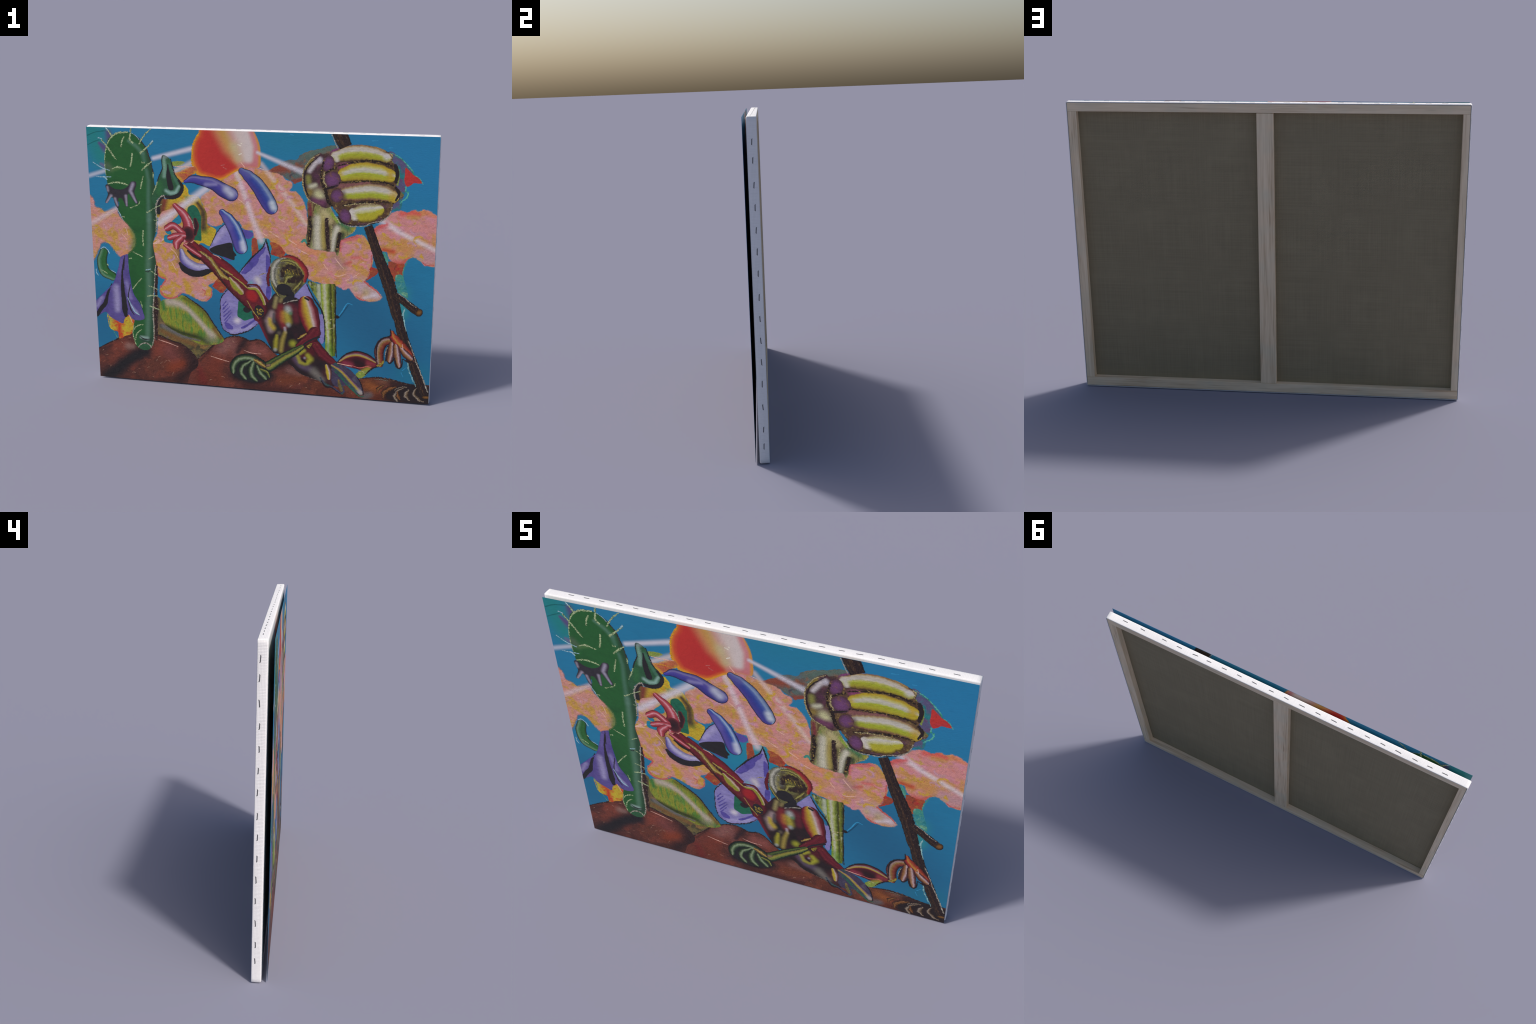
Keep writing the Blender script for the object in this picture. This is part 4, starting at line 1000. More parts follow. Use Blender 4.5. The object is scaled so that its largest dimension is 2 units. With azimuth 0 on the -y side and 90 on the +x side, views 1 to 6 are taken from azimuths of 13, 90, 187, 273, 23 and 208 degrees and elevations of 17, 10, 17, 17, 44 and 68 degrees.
petal.fill([(-0.172, -0.151), (-0.219, -0.213), (-0.225, -0.312), (-0.223, -0.348), (-0.209, -0.399), (-0.176, -0.424), (-0.146, -0.433), (-0.096, -0.418), (-0.046, -0.394), (0.004, -0.351), (-0.003, -0.308), (-0.048, -0.241), (-0.092, -0.161)], 'lavender')
petal.fill([(-0.110, -0.217), (-0.070, -0.226), (-0.041, -0.275), (-0.018, -0.286), (-0.022, -0.315), (-0.049, -0.327), (-0.079, -0.339), (-0.102, -0.327), (-0.121, -0.313), (-0.118, -0.261)], 'spruce')
petal.oval([(-0.065, -0.271)][0], 0.0217, 0.0181, 'soot')
petal.stroke([(-0.176, -0.153), (-0.219, -0.213), (-0.225, -0.312), (-0.223, -0.348), (-0.209, -0.399), (-0.176, -0.424), (-0.146, -0.432), (-0.096, -0.418), (-0.046, -0.394), (0.002, -0.351)], (0.0036, 0.0051, 0.0036, 0.0036, 0.0036, 0.0051, 0.0080, 0.0065, 0.0051, 0.0029), 'soot', ragged=0.006)
for c in ([(-0.205, -0.271), (-0.185, -0.250)], [(-0.205, -0.299), (-0.166, -0.257)], [(-0.204, -0.323), (-0.163, -0.280)], [(-0.200, -0.346), (-0.159, -0.296)], [(-0.195, -0.358), (-0.163, -0.320)], [(-0.209, -0.279), (-0.177, -0.241)], [(-0.208, -0.255), (-0.188, -0.226)]):
    petal.stroke(c, (0.0058, 0.0033), 'violet', ragged=0.003)
petal.fill([(-0.197, -0.358), (-0.172, -0.364), (-0.149, -0.386), (-0.153, -0.398), (-0.184, -0.397), (-0.197, -0.374)], 'violet', ragged=0.003)
petal.fill([(-0.103, -0.384), (-0.064, -0.360), (-0.022, -0.327), (-0.016, -0.335), (-0.057, -0.369), (-0.088, -0.390)], 'violet', ragged=0.002)
petal.done()
petal = Motif('petal')
petal.fill([(0.211, -0.176), (0.244, -0.131), (0.282, -0.090), (0.301, -0.127), (0.314, -0.180), (0.259, -0.188)], 'lavender')
petal.fill([(0.329, -0.202), (0.363, -0.269), (0.378, -0.264), (0.389, -0.357), (0.388, -0.427), (0.376, -0.448), (0.361, -0.425), (0.357, -0.320)], 'lavender')
petal.stroke([(0.286, -0.094), (0.305, -0.135), (0.332, -0.183), (0.362, -0.223), (0.374, -0.249), (0.388, -0.298), (0.393, -0.368), (0.390, -0.435)], (0.0043, 0.0058, 0.0065, 0.0087, 0.0080, 0.0058, 0.0051, 0.0036), 'soot', ragged=0.004)
petal.done()

# ---- falling aubergines
paint('aubergine_a', '0:2c2a5c 0.1:4c487c 0.22:6a6690 0.36:4c4686 0.6:3c3880 0.88:33306e 1:24224c',  # sheen is in the colours: pale ramp band plus whitish dabs
      marks=[([(-0.173, 0.438), (-0.148, 0.413)], (0.0272, 0.0272), 'a0a4b4', 0.85), ([(-0.419, 0.476)], 0.0217, '3038a0', 0.7), ([(-0.295, 0.462), (-0.235, 0.465)], (0.0145, 0.0109), '8480a4', 0.6)],
      grain=0.08, warp=0.04, smudge=0.10)
paint('aubergine_b', '0:242852 0.10:5c6c8c 0.22:70829c 0.34:45568c 0.5:2c3c80 0.75:343478 0.92:403a78 1:242450',
      marks=[([(0.085, 0.369), (0.094, 0.344)], (0.0217, 0.0217), 'a8b0b8', 0.9), ([(-0.083, 0.547), (-0.047, 0.527)], (0.0217, 0.0253), '504e84', 0.8)], grain=0.08, warp=0.04, smudge=0.10)
paint('aubergine_c', '0:242858 0.08:34508c 0.2:8c9cae 0.3:5c74a0 0.42:2c4088 0.6:3c3c84 0.85:4c4484 1:2c2858',
      marks=[([(-0.087, 0.130), (-0.080, 0.096)], (0.0203, 0.0217), 'a8acbc', 0.9), ([(-0.183, 0.279), (-0.158, 0.224)], (0.0217, 0.0253), '5c5690', 0.6)], grain=0.08, warp=0.04, smudge=0.10)
for pts, wd, mat in (([(-0.415, 0.474), (-0.373, 0.489), (-0.328, 0.483), (-0.254, 0.468), (-0.192, 0.432), (-0.148, 0.412)], (0.0145, 0.0416, 0.0507, 0.0652, 0.0778, 0.0778), 'aubergine_a'),
                     ([(-0.085, 0.547), (-0.047, 0.520), (0.003, 0.471), (0.043, 0.411), (0.070, 0.365), (0.081, 0.345)], (0.0344, 0.0615, 0.0778, 0.0851, 0.0833, 0.0742), 'aubergine_b'),
                     ([(-0.201, 0.304), (-0.168, 0.268), (-0.136, 0.218), (-0.114, 0.166), (-0.102, 0.125), (-0.095, 0.103)], (0.0362, 0.0634, 0.0742, 0.0778, 0.0778, 0.0742), 'aubergine_c')):
    egg = Motif('aubergine')
    egg.stroke(pts, tuple(x + 0.0045 for x in wd), 'soot', ragged=0.001, per=12)
    egg.stroke(pts, wd, mat, per=14, cols=12, soft=0)
    egg.done()

# ---- hills: burnt sienna mounds with airbrushed shade
HILL = [('6c382c', 10, 0.46, 0.62, 0.7), ('3c2622', 14, 0.5, 0.66, 0.7), ('7c4a3a', 40, 0.60, 0.70, 0.5), ('8a6a58', 90, 0.66, 0.74, 0.35)]
paint('sienna_near', '4c2c27', mottle=HILL,
      marks=[([(-0.886, -0.567), (-0.828, -0.550)], (0.0471, 0.0434), '70382c', 0.8), ([(-0.804, -0.556), (-0.775, -0.558)], (0.0290, 0.0217), '7c6058', 0.8),
             ([(-0.585, -0.539), (-0.606, -0.573)], (0.0579, 0.0434), '72382c', 0.75), ([(-0.546, -0.568), (-0.516, -0.628)], (0.0615, 0.0471), '6c3c38', 0.8),
             ([(-0.538, -0.671), (-0.469, -0.644)], (0.0543, 0.0362), '74341f', 0.75), ([(-0.671, -0.682), (-0.589, -0.646)], (0.0543, 0.0543), '5c3428', 0.6),
             ([(-0.426, -0.550), (-0.389, -0.621)], (0.0398, 0.0507), '2c2022', 0.9), ([(-0.492, -0.754), (-0.369, -0.636)], (0.0471, 0.0398), '2a1e1f', 0.95),
             ([(-0.995, -0.614), (-0.910, -0.557)], (0.0217, 0.0145), '3a2624', 0.7), ([(-0.599, -0.478), (-0.465, -0.521)], (0.0109, 0.0217), '33221f', 0.8),
             ([(-0.881, -0.785), (-0.513, -0.769)], (0.0326, 0.0326), '3a2320', 0.7),
             ([(-0.695, -0.580), (-0.783, -0.629), (-0.877, -0.713), (-0.954, -0.762)], (0.0471, 0.0507, 0.0543, 0.0543), '232023', 1.0),
             ([(-0.695, -0.580), (-0.834, -0.667), (-0.912, -0.745)], (0.0362, 0.0398, 0.0434), '201f22', 1.0)],
      grain=0.28, relief=0.003)
paint('sienna_far', '58302a', mottle=HILL,
      marks=[([(-0.178, -0.489), (-0.225, -0.541)], (0.0471, 0.0434), '7a5450', 0.7), ([(-0.150, -0.470), (-0.136, -0.550)], (0.0326, 0.0290), '6c4440', 0.7),
             ([(-0.081, -0.465), (-0.104, -0.503), (-0.124, -0.541)], (0.0253, 0.0253, 0.0181), '2c2022', 0.95), ([(-0.020, -0.512), (0.034, -0.520)], (0.0434, 0.0362), '7a4640', 0.75),
             ([(-0.278, -0.652), (-0.238, -0.595)], (0.0724, 0.0543), '6a3226', 0.75), ([(-0.359, -0.729), (-0.240, -0.719)], (0.0543, 0.0543), '5c2c20', 0.7),
             ([(-0.358, -0.667), (-0.336, -0.748)], (0.0217, 0.0362), '5e2022', 0.6), ([(-0.138, -0.685), (-0.026, -0.716), (0.063, -0.679)], (0.0543, 0.0507, 0.0434), '201e20', 1.0),
             ([(0.090, -0.620), (0.185, -0.579)], (0.0326, 0.0362), '241d1e', 0.9), ([(0.186, -0.628), (0.246, -0.651)], (0.0290, 0.0217), '74544e', 0.6),
             ([(0.148, -0.696), (0.261, -0.674)], (0.0471, 0.0362), '66361f', 0.6), ([(-0.084, -0.754), (0.338, -0.764)], (0.0290, 0.0290), '3c2220', 0.85),
             ([(-0.356, -0.617), (-0.275, -0.513)], (0.0109, 0.0109), '33221f', 0.7)],
      grain=0.28, relief=0.003)
paint('sienna_right', '583024', mottle=HILL,
      marks=[([(0.650, -0.682), (0.687, -0.699)], (0.0398, 0.0398), '7c4826', 0.8), ([(0.737, -0.643), (0.774, -0.643)], (0.0398, 0.0217), '6a4a3a', 0.6),
             ([(0.792, -0.657), (0.974, -0.684)], (0.0398, 0.0398), '2a2020', 0.9), ([(0.759, -0.752), (0.959, -0.757)], (0.0398, 0.0398), '231d1e', 0.9),
             ([(0.704, -0.766)], 0.0398, '4c261c', 0.8), ([(0.630, -0.752), (0.659, -0.742)], (0.0290, 0.0217), '5c6468', 0.5),
             ([(0.387, -0.747), (0.481, -0.758)], (0.0434, 0.0434), '4a2620', 0.7), ([(0.518, -0.715)], 0.0326, '5c3a30', 0.8)],
      grain=0.3, relief=0.003)
paint('dry_grass', '5c5434', mottle=[('7a5c34', 22, 0.48, 0.62, 0.9), ('3c3a2c', 26, 0.52, 0.64, 0.9), ('5c4a58', 18, 0.6, 0.7, 0.6)],
      marks=[([(-0.589, -0.441), (-0.503, -0.479), (-0.386, -0.514)], (0.0145, 0.0217, 0.0181), '6c4c2c', 0.8), ([(-0.627, -0.395)], 0.0398, '4a4644', 0.9),
             ([(-0.580, -0.408), (-0.463, -0.464), (-0.353, -0.479)], (0.0181, 0.0159, 0.0159), '5c5c5c', 0.95), ([(-0.618, -0.266), (-0.622, -0.350)], (0.0217, 0.0217), '2c2422', 0.95)],
      grain=0.4, relief=0.002)
hill = Motif('hill')
hill.fill([(-0.633, -0.239), (-0.590, -0.240), (-0.579, -0.367), (-0.462, -0.431), (-0.352, -0.454), (-0.275, -0.480), (-0.200, -0.466), (-0.236, -0.510), (-0.316, -0.565), (-0.364, -0.610), (-0.371, -0.609), (-0.415, -0.557), (-0.465, -0.521), (-0.524, -0.503), (-0.603, -0.472), (-0.643, -0.478)],
          'dry_grass', ragged=0.003)
hill.fill([(-0.372, -0.606), (-0.323, -0.559), (-0.255, -0.495), (-0.196, -0.458), (-0.138, -0.440), (-0.088, -0.446), (-0.050, -0.463), (-0.004, -0.451), (0.034, -0.464), (0.072, -0.501), (0.110, -0.540), (0.185, -0.579), (0.261, -0.633), (0.367, -0.680), (0.481, -0.758), (0.667, -0.777), (0.670, -0.891), (-0.047, -0.887), (-0.468, -0.886), (-0.462, -0.718)], 'sienna_far', ragged=0.002)
hill.fill([(0.368, -0.668), (0.462, -0.700), (0.605, -0.644), (0.664, -0.633), (0.718, -0.628), (0.791, -0.638), (0.883, -0.658), (0.940, -0.656), (1.012, -0.663), (1.033, -0.814), (0.294, -0.866), (0.255, -0.747)], 'sienna_right', ragged=0.002)
hill.fill([(-1.015, -0.594), (-0.989, -0.582), (-0.917, -0.540), (-0.846, -0.503), (-0.775, -0.472), (-0.703, -0.470), (-0.630, -0.468), (-0.602, -0.470), (-0.524, -0.501), (-0.465, -0.517), (-0.415, -0.553), (-0.369, -0.607), (-0.374, -0.657), (-0.415, -0.697), (-0.437, -0.766), (-0.451, -0.830), (-1.029, -0.841)], 'sienna_near', ragged=0.002)
hill.stroke([(-0.994, -0.584), (-0.917, -0.541), (-0.846, -0.503), (-0.775, -0.472)], (0.0036, 0.0065, 0.0087, 0.0058), 'umber_line', ragged=0.004)
hill.stroke([(-0.630, -0.470), (-0.602, -0.472), (-0.524, -0.501), (-0.465, -0.517), (-0.415, -0.553), (-0.369, -0.607)], (0.0058, 0.0072, 0.0072, 0.0058, 0.0058, 0.0051), 'umber_line', ragged=0.004)
hill.stroke([(-0.368, -0.604), (-0.323, -0.559), (-0.255, -0.495), (-0.196, -0.459), (-0.138, -0.441), (-0.088, -0.447), (-0.050, -0.463), (-0.004, -0.452), (0.034, -0.465), (0.072, -0.502), (0.110, -0.540)], (0.0051, 0.0065, 0.0065, 0.0080, 0.0065, 0.0072, 0.0080, 0.0072, 0.0058, 0.0051, 0.0029), 'umber_line', ragged=0.004)
hill.stroke([(0.605, -0.646), (0.664, -0.634), (0.718, -0.629), (0.792, -0.638), (0.883, -0.658), (0.940, -0.657)], (0.0036, 0.0065, 0.0087, 0.0072, 0.0094, 0.0072), 'umber_line', ragged=0.005)
hill.stroke([(0.201, -0.598), (0.246, -0.639), (0.307, -0.662), (0.367, -0.678)], (0.0029, 0.0036, 0.0043, 0.0029), 'pale_line', ragged=0.004)
for c in ([(-0.612, -0.500), (-0.552, -0.515), (-0.489, -0.535)], [(-0.288, -0.579), (-0.230, -0.594), (-0.176, -0.606)], [(-0.085, -0.526), (-0.043, -0.538), (0.018, -0.541)]):
    hill.stroke(c, (0.0014, 0.0025, 0.0014), 'cloud_light', ragged=0.002)
paint('scrape', '8a6858', mottle=[('5c3a30', 90, 0.5, 0.6, 0.8)], grain=0.3)
prng = random.Random(5)
for (x, y) in ([(-0.616, -0.615), (-0.577, -0.645), (-0.606, -0.656), (-0.556, -0.627), (-0.629, -0.641), (-0.590, -0.680), (-0.745, -0.701), (-0.688, -0.688), (-0.657, -0.742), (-0.954, -0.623), (-0.970, -0.599), (-0.926, -0.700), (-0.886, -0.580), (-0.851, -0.531), (-0.793, -0.502), (-0.532, -0.724), (-0.787, -0.726), (-0.300, -0.736), (-0.228, -0.705), (0.186, -0.737), (0.243, -0.716), (0.128, -0.706), (0.281, -0.729), (-0.182, -0.505), (-0.158, -0.471)]):
    a = prng.uniform(-0.6, 1.2)
    l = prng.uniform(0.008, 0.024)
    hill.stroke([(x, y), (x + l * 0.5 * math.cos(a), y + l * 0.5 * math.sin(a) + 0.002), (x + l * math.cos(a), y + l * math.sin(a))],
                (0.001, 0.0026, 0.001), 'scrape', ragged=0.002)
hill.done()

# feathered stones at the lower right
paint('stone', '0:1f1b1c 0.25:3c3028 0.5:70604c 0.62:867c70 0.8:3c3230 1:1f1b1c', warp=0.2, grain=0.45)
paint('stone_ochre', '0:231c1a 0.3:5c3c22 0.55:7a5230 0.8:4a3024 1:231c1a', warp=0.2, grain=0.45)
stones = Motif('stone_swirls', kind='stuff')
stones.fill([(0.754, -0.717), (0.796, -0.677), (0.883, -0.663), (0.998, -0.664), (1.006, -0.769), (0.923, -0.773), (0.814, -0.765), (0.762, -0.752)], 'ink', ragged=0.008, soft=0.014)
for c, wd, m in (([(0.869, -0.674), (0.823, -0.698), (0.802, -0.736), (0.817, -0.763)], (0.0076, 0.0195, 0.0293, 0.0195), 'stone'), ([(0.816, -0.711), (0.820, -0.735), (0.832, -0.753)], (0.0098, 0.0224, 0.0098), 'stone_ochre'),
                 ([(0.880, -0.693), (0.863, -0.723), (0.883, -0.753)], (0.0145, 0.0340, 0.0145), 'stone'), ([(0.923, -0.677), (0.910, -0.710), (0.936, -0.744), (0.966, -0.757)], (0.0098, 0.0272, 0.0243, 0.0098), 'stone'),
                 ([(0.807, -0.680), (0.768, -0.695), (0.739, -0.722), (0.737, -0.750)], (0.0098, 0.0243, 0.0293, 0.0098), 'stone_ochre'), ([(0.738, -0.674), (0.709, -0.697), (0.703, -0.718)], (0.0076, 0.0195, 0.0076), 'stone_ochre'),
                 ([(0.858, -0.671), (0.829, -0.680), (0.801, -0.700)], (0.0047, 0.0105, 0.0047), 'stone'), ([(0.686, -0.643), (0.722, -0.638), (0.766, -0.646)], (0.0047, 0.0116, 0.0036), 'stone')):
    stones.stroke(c, wd, m, ragged=0.009, soft=0.005)
stones.done()

# ---- the long black staff and its broken branch
paint('staff_bark', '0:1c191a 0.2:2a2020 0.45:241c1e 0.6:3c2c22 0.72:241d1e 0.88:332822 1:1c191a', warp=0.16, grain=0.45,
      mottle=[('5c4430', 55, 0.58, 0.68, 0.8), ('6c6258', 75, 0.64, 0.72, 0.6)], relief=0.003, brush=(3.0, 1.0, 0.28))
paint('cut_wood', '0:2c2018 0.4:5c4022 1:74502c', grain=0.4)
staff = Motif('staff', back=True)
staff.stroke([(0.453, 0.791), (0.472, 0.747), (0.494, 0.701)], (0.0778, 0.0778, 0.0688), 'staff_bark', cap=False, ragged=0.004, per=14)
staff.stroke([(0.624, 0.266), (0.632, 0.247), (0.661, 0.164), (0.695, 0.071), (0.741, -0.045), (0.772, -0.144), (0.796, -0.237), (0.808, -0.267), (0.836, -0.368), (0.876, -0.473), (0.900, -0.534), (0.931, -0.617), (0.955, -0.678), (0.975, -0.716)],
             (0.0471, 0.0489, 0.0507, 0.0579, 0.0706, 0.0652, 0.0579, 0.0543, 0.0561, 0.0543, 0.0543, 0.0525, 0.0471, 0.0434), 'staff_bark', ragged=0.004, per=14, cap=False)
staff.stroke([(0.789, -0.128), (0.840, -0.162), (0.883, -0.195), (0.918, -0.219)], (0.0398, 0.0416, 0.0453, 0.0434), 'staff_bark', ragged=0.003, per=14)
staff.oval([(0.921, -0.217)][0], 0.0167, 0.0210, 'cut_wood', -0.6)
staff.oval([(0.979, -0.728)][0], 0.0232, 0.0094, 'cut_wood', 0.1)
staff.stroke([(0.417, 0.766), (0.434, 0.728), (0.451, 0.691)], (0.0025, 0.0036, 0.0025), 'pale_line', ragged=0.003)
staff.stroke([(0.794, -0.109), (0.839, -0.138), (0.875, -0.171), (0.904, -0.188)], (0.0022, 0.0036, 0.0029, 0.0018), 'pale_line', ragged=0.004)
paint('chalk_blue', '7fa6a8', mottle=[('3a6a70', 60, 0.5, 0.6, 0.8)], grain=0.35)
staff.stroke([(0.841, -0.204), (0.828, -0.242), (0.833, -0.231), (0.841, -0.284), (0.853, -0.332)], (0.0058, 0.0065, 0.0051, 0.0043, 0.0029), 'chalk_blue', ragged=0.005)
staff.stroke([(0.866, -0.389), (0.889, -0.441), (0.917, -0.521), (0.945, -0.585), (0.969, -0.649), (0.988, -0.695)], (0.0029, 0.0029, 0.0036, 0.0036, 0.0051, 0.0029), 'pale_line', ragged=0.006)
staff.stroke([(0.869, -0.525), (0.874, -0.563), (0.895, -0.613), (0.919, -0.666)], (0.0051, 0.0043, 0.0029, 0.0022), 'chalk_blue', ragged=0.006)
staff.done()

# ---- striped melon leaf
paint('melon', '7a8430', brush=(5.0, 1.0, -0.35), mottle=[('4a7a34', 12, 0.5, 0.64, 0.9), ('8f7f30', 18, 0.5, 0.64, 0.8), ('3a4a24', 34, 0.58, 0.68, 0.7)],
      marks=[([(-0.539, -0.252), (-0.473, -0.263), (-0.419, -0.295), (-0.351, -0.366), (-0.320, -0.403), (-0.278, -0.448)], (0.0326, 0.0253, 0.0181, 0.0181, 0.0181, 0.0326), 'a89c90', 0.95),  # long pale mark is an airbrushed highlight across the leaf
             ([(-0.575, -0.258), (-0.568, -0.302)], (0.0167, 0.0167), '2c6a34', 0.9), ([(-0.436, -0.341), (-0.413, -0.363)], (0.0253, 0.0253), '3c7438', 0.7),
             ([(-0.564, -0.406), (-0.463, -0.447), (-0.353, -0.467), (-0.306, -0.491)], (0.0181, 0.0217, 0.0253, 0.0217), '2c3420', 0.95), ([(-0.336, -0.445)], 0.0290, '3f6c2c', 0.8),
             ([(-0.302, -0.474), (-0.251, -0.479)], (0.0290, 0.0217), '6a7054', 0.7), ([(-0.440, -0.229), (-0.360, -0.267), (-0.310, -0.323), (-0.257, -0.399)], (0.0145, 0.0181, 0.0145, 0.0145), '5a5c24', 0.9),
             ([(-0.265, -0.407), (-0.224, -0.460)], (0.0145, 0.0145), '6c4a2c', 0.85)],
      grain=0.35, relief=0.0035, grain_scale=160)
leaf = Motif('melon_leaf')
leaf.fill([(-0.588, -0.259), (-0.562, -0.242), (-0.503, -0.234), (-0.459, -0.209), (-0.440, -0.213), (-0.398, -0.238), (-0.352, -0.263), (-0.313, -0.307), (-0.287, -0.349), (-0.261, -0.387), (-0.235, -0.429), (-0.206, -0.469), (-0.240, -0.498), (-0.295, -0.506), (-0.353, -0.507), (-0.424, -0.477), (-0.502, -0.448), (-0.549, -0.415), (-0.575, -0.379), (-0.593, -0.340), (-0.594, -0.292)], 'melon', ragged=0.003)
leaf.stroke([(-0.440, -0.209), (-0.394, -0.238), (-0.348, -0.270), (-0.311, -0.303), (-0.285, -0.345), (-0.257, -0.387), (-0.231, -0.425), (-0.202, -0.467)], (0.0036, 0.0051, 0.0065, 0.0065, 0.0065, 0.0058, 0.0051, 0.0029), 'umber_line', ragged=0.004)
leaf.stroke([(-0.626, -0.367), (-0.572, -0.403), (-0.502, -0.446), (-0.424, -0.473), (-0.354, -0.487)], (0.0051, 0.0072, 0.0094, 0.0109, 0.0087), 'dry_grass', ragged=0.004)
leaf.done()

# ---- the cactus
paint('cactus_green', '23522b', smudge=0.12, mottle=[('1d4526', 8, 0.5, 0.68, 0.6)],  # marks airbrush a darkened right side and a pale highlight stripe
      marks=[([(-0.638, 0.654), (-0.616, 0.564), (-0.604, 0.472), (-0.597, 0.360), (-0.605, 0.266), (-0.609, 0.155), (-0.623, -0.000), (-0.633, -0.237), (-0.648, -0.515)],
              (0.0145, 0.0253, 0.0290, 0.0326, 0.0362, 0.0326, 0.0290, 0.0290, 0.0253), '26402f', 0.95),
             ([(-0.743, 0.695), (-0.698, 0.667), (-0.662, 0.628)], (0.0109, 0.0145, 0.0145), '4a6e5a', 0.8), ([(-0.662, 0.628), (-0.653, 0.584)], (0.0181, 0.0145), '44685a', 0.6),
             ([(-0.643, 0.533), (-0.633, 0.471), (-0.639, 0.377), (-0.641, 0.238)], (0.0123, 0.0138, 0.0138, 0.0167), '47695a', 0.65),
             ([(-0.637, 0.268), (-0.644, 0.115), (-0.656, -0.041), (-0.657, -0.199), (-0.666, -0.277), (-0.670, -0.374), (-0.679, -0.480)], (0.0181, 0.0195, 0.0217, 0.0217, 0.0217, 0.0217, 0.0181), '527262', 0.62),
             ([(-0.881, 0.554), (-0.863, 0.532)], (0.0253, 0.0253), '4a5a48', 0.7), ([(-0.851, 0.525), (-0.797, 0.539)], (0.0145, 0.0109), '4c6a3c', 0.5),
             ([(-0.757, -0.087), (-0.732, -0.244), (-0.734, -0.460)], (0.0362, 0.0471, 0.0326), '1f4a28', 0.6), ([(-0.704, -0.507), (-0.664, -0.512)], (0.0398, 0.0217), '2a3c34', 0.8),
             ([(-0.720, -0.492), (-0.680, -0.497)], (0.0109, 0.0145), '8aa49c', 0.7)],
      grain=0.08, relief=0.0012)
paint('horn_green', '2a5036',
      marks=[([(-0.538, 0.603), (-0.533, 0.545), (-0.538, 0.500)], (0.0123, 0.0159, 0.0145), '6a8c7c', 0.9), ([(-0.542, 0.610), (-0.523, 0.611)], (0.0130, 0.0109), '707c7c', 0.8),
             ([(-0.506, 0.568), (-0.482, 0.503), (-0.461, 0.459)], (0.0109, 0.0123, 0.0109), '3c6450', 0.9), ([(-0.567, 0.455), (-0.573, 0.399)], (0.0217, 0.0217), '2c5c34', 0.8),
             ([(-0.530, 0.416), (-0.504, 0.402), (-0.474, 0.407), (-0.453, 0.445)], (0.0123, 0.0145, 0.0130, 0.0094), '7c9c92', 0.85)], grain=0.16, relief=0.002)
paint('claw', '2e2b32', marks=[([(-0.884, 0.423), (-0.881, 0.401)], (0.0087, 0.0087), '7c7684', 0.9), ([(-0.864, 0.371), (-0.893, 0.332)], (0.0109, 0.0072), '8c8494', 0.9),  # grey marks are highlights brushed onto the black prongs
      ([(-0.841, 0.357), (-0.827, 0.316)], (0.0094, 0.0072), '827b8c', 0.9), ([(-0.774, 0.375), (-0.771, 0.319)], (0.0101, 0.0065), '857e8e', 0.9),
      ([(-0.728, 0.448), (-0.745, 0.406), (-0.713, 0.340)], (0.0123, 0.0123, 0.0065), '8a8496', 0.9)], grain=0.14)
paint('chalk', '9aa880', mottle=[('34522f', 150, 0.50, 0.60, 0.95)], grain=0.4)
paint('chalk_sky', '90b0bc', mottle=[('4c7a8c', 120, 0.52, 0.62, 0.85)], grain=0.3)
paint('arm_green', '0:1f3c24 0.2:2c5c30 0.5:28562c 0.7:3c6a48 0.82:5a7c60 1:28442c', warp=0.05, grain=0.12)
cactus = Motif('cactus', back=True)
BODY = [(-0.865, 0.700), (-0.841, 0.724), (-0.801, 0.743), (-0.748, 0.746), (-0.714, 0.735), (-0.678, 0.703), (-0.642, 0.657), (-0.622, 0.600), (-0.611, 0.557), (-0.603, 0.509), (-0.599, 0.454), (-0.587, 0.417), (-0.597, 0.360), (-0.594, 0.304)] \
    + [(-0.591, 0.270), (-0.601, 0.171), (-0.622, 0.097), (-0.612, 0.020), (-0.608, -0.031), (-0.618, -0.117), (-0.631, -0.237), (-0.639, -0.345)] \
    + [(-0.638, -0.371), (-0.637, -0.444), (-0.639, -0.494), (-0.645, -0.535), (-0.674, -0.563), (-0.707, -0.572), (-0.739, -0.560), (-0.754, -0.544), (-0.765, -0.504), (-0.770, -0.463), (-0.763, -0.421), (-0.745, -0.339), (-0.733, -0.266)] \
    + [(-0.733, -0.264), (-0.759, -0.206), (-0.769, -0.127), (-0.781, -0.049), (-0.777, 0.022), (-0.779, 0.107), (-0.790, 0.203), (-0.811, 0.252)] \
    + [(-0.825, 0.286), (-0.818, 0.339), (-0.867, 0.371), (-0.882, 0.442), (-0.887, 0.498), (-0.892, 0.554), (-0.889, 0.606), (-0.878, 0.658)]
cactus.fill(BODY, 'cactus_green', per=8)
cactus.stroke([(-0.928, 0.029), (-0.943, -0.027), (-0.929, -0.089), (-0.882, -0.118)], (0.0507, 0.0615, 0.0670, 0.0543), 'soot', per=12)
cactus.stroke([(-0.928, 0.029), (-0.943, -0.027), (-0.929, -0.089), (-0.882, -0.118)], (0.0463, 0.0572, 0.0623, 0.0507), 'arm_green', per=12)
cactus.fill([(-0.547, 0.617), (-0.528, 0.619), (-0.500, 0.596), (-0.490, 0.560), (-0.479, 0.514), (-0.448, 0.474), (-0.437, 0.444), (-0.457, 0.403), (-0.497, 0.389), (-0.546, 0.389), (-0.584, 0.365), (-0.595, 0.330), (-0.620, 0.363), (-0.607, 0.397), (-0.584, 0.450), (-0.567, 0.503), (-0.547, 0.544), (-0.552, 0.588)], 'horn_green')
cactus.stroke([(-0.454, 0.478), (-0.433, 0.442), (-0.453, 0.397), (-0.497, 0.378), (-0.547, 0.379), (-0.579, 0.346), (-0.581, 0.286)], (0.0109, 0.0181, 0.0217, 0.0217, 0.0145, 0.0181, 0.0217), 'soot', ragged=0.004)
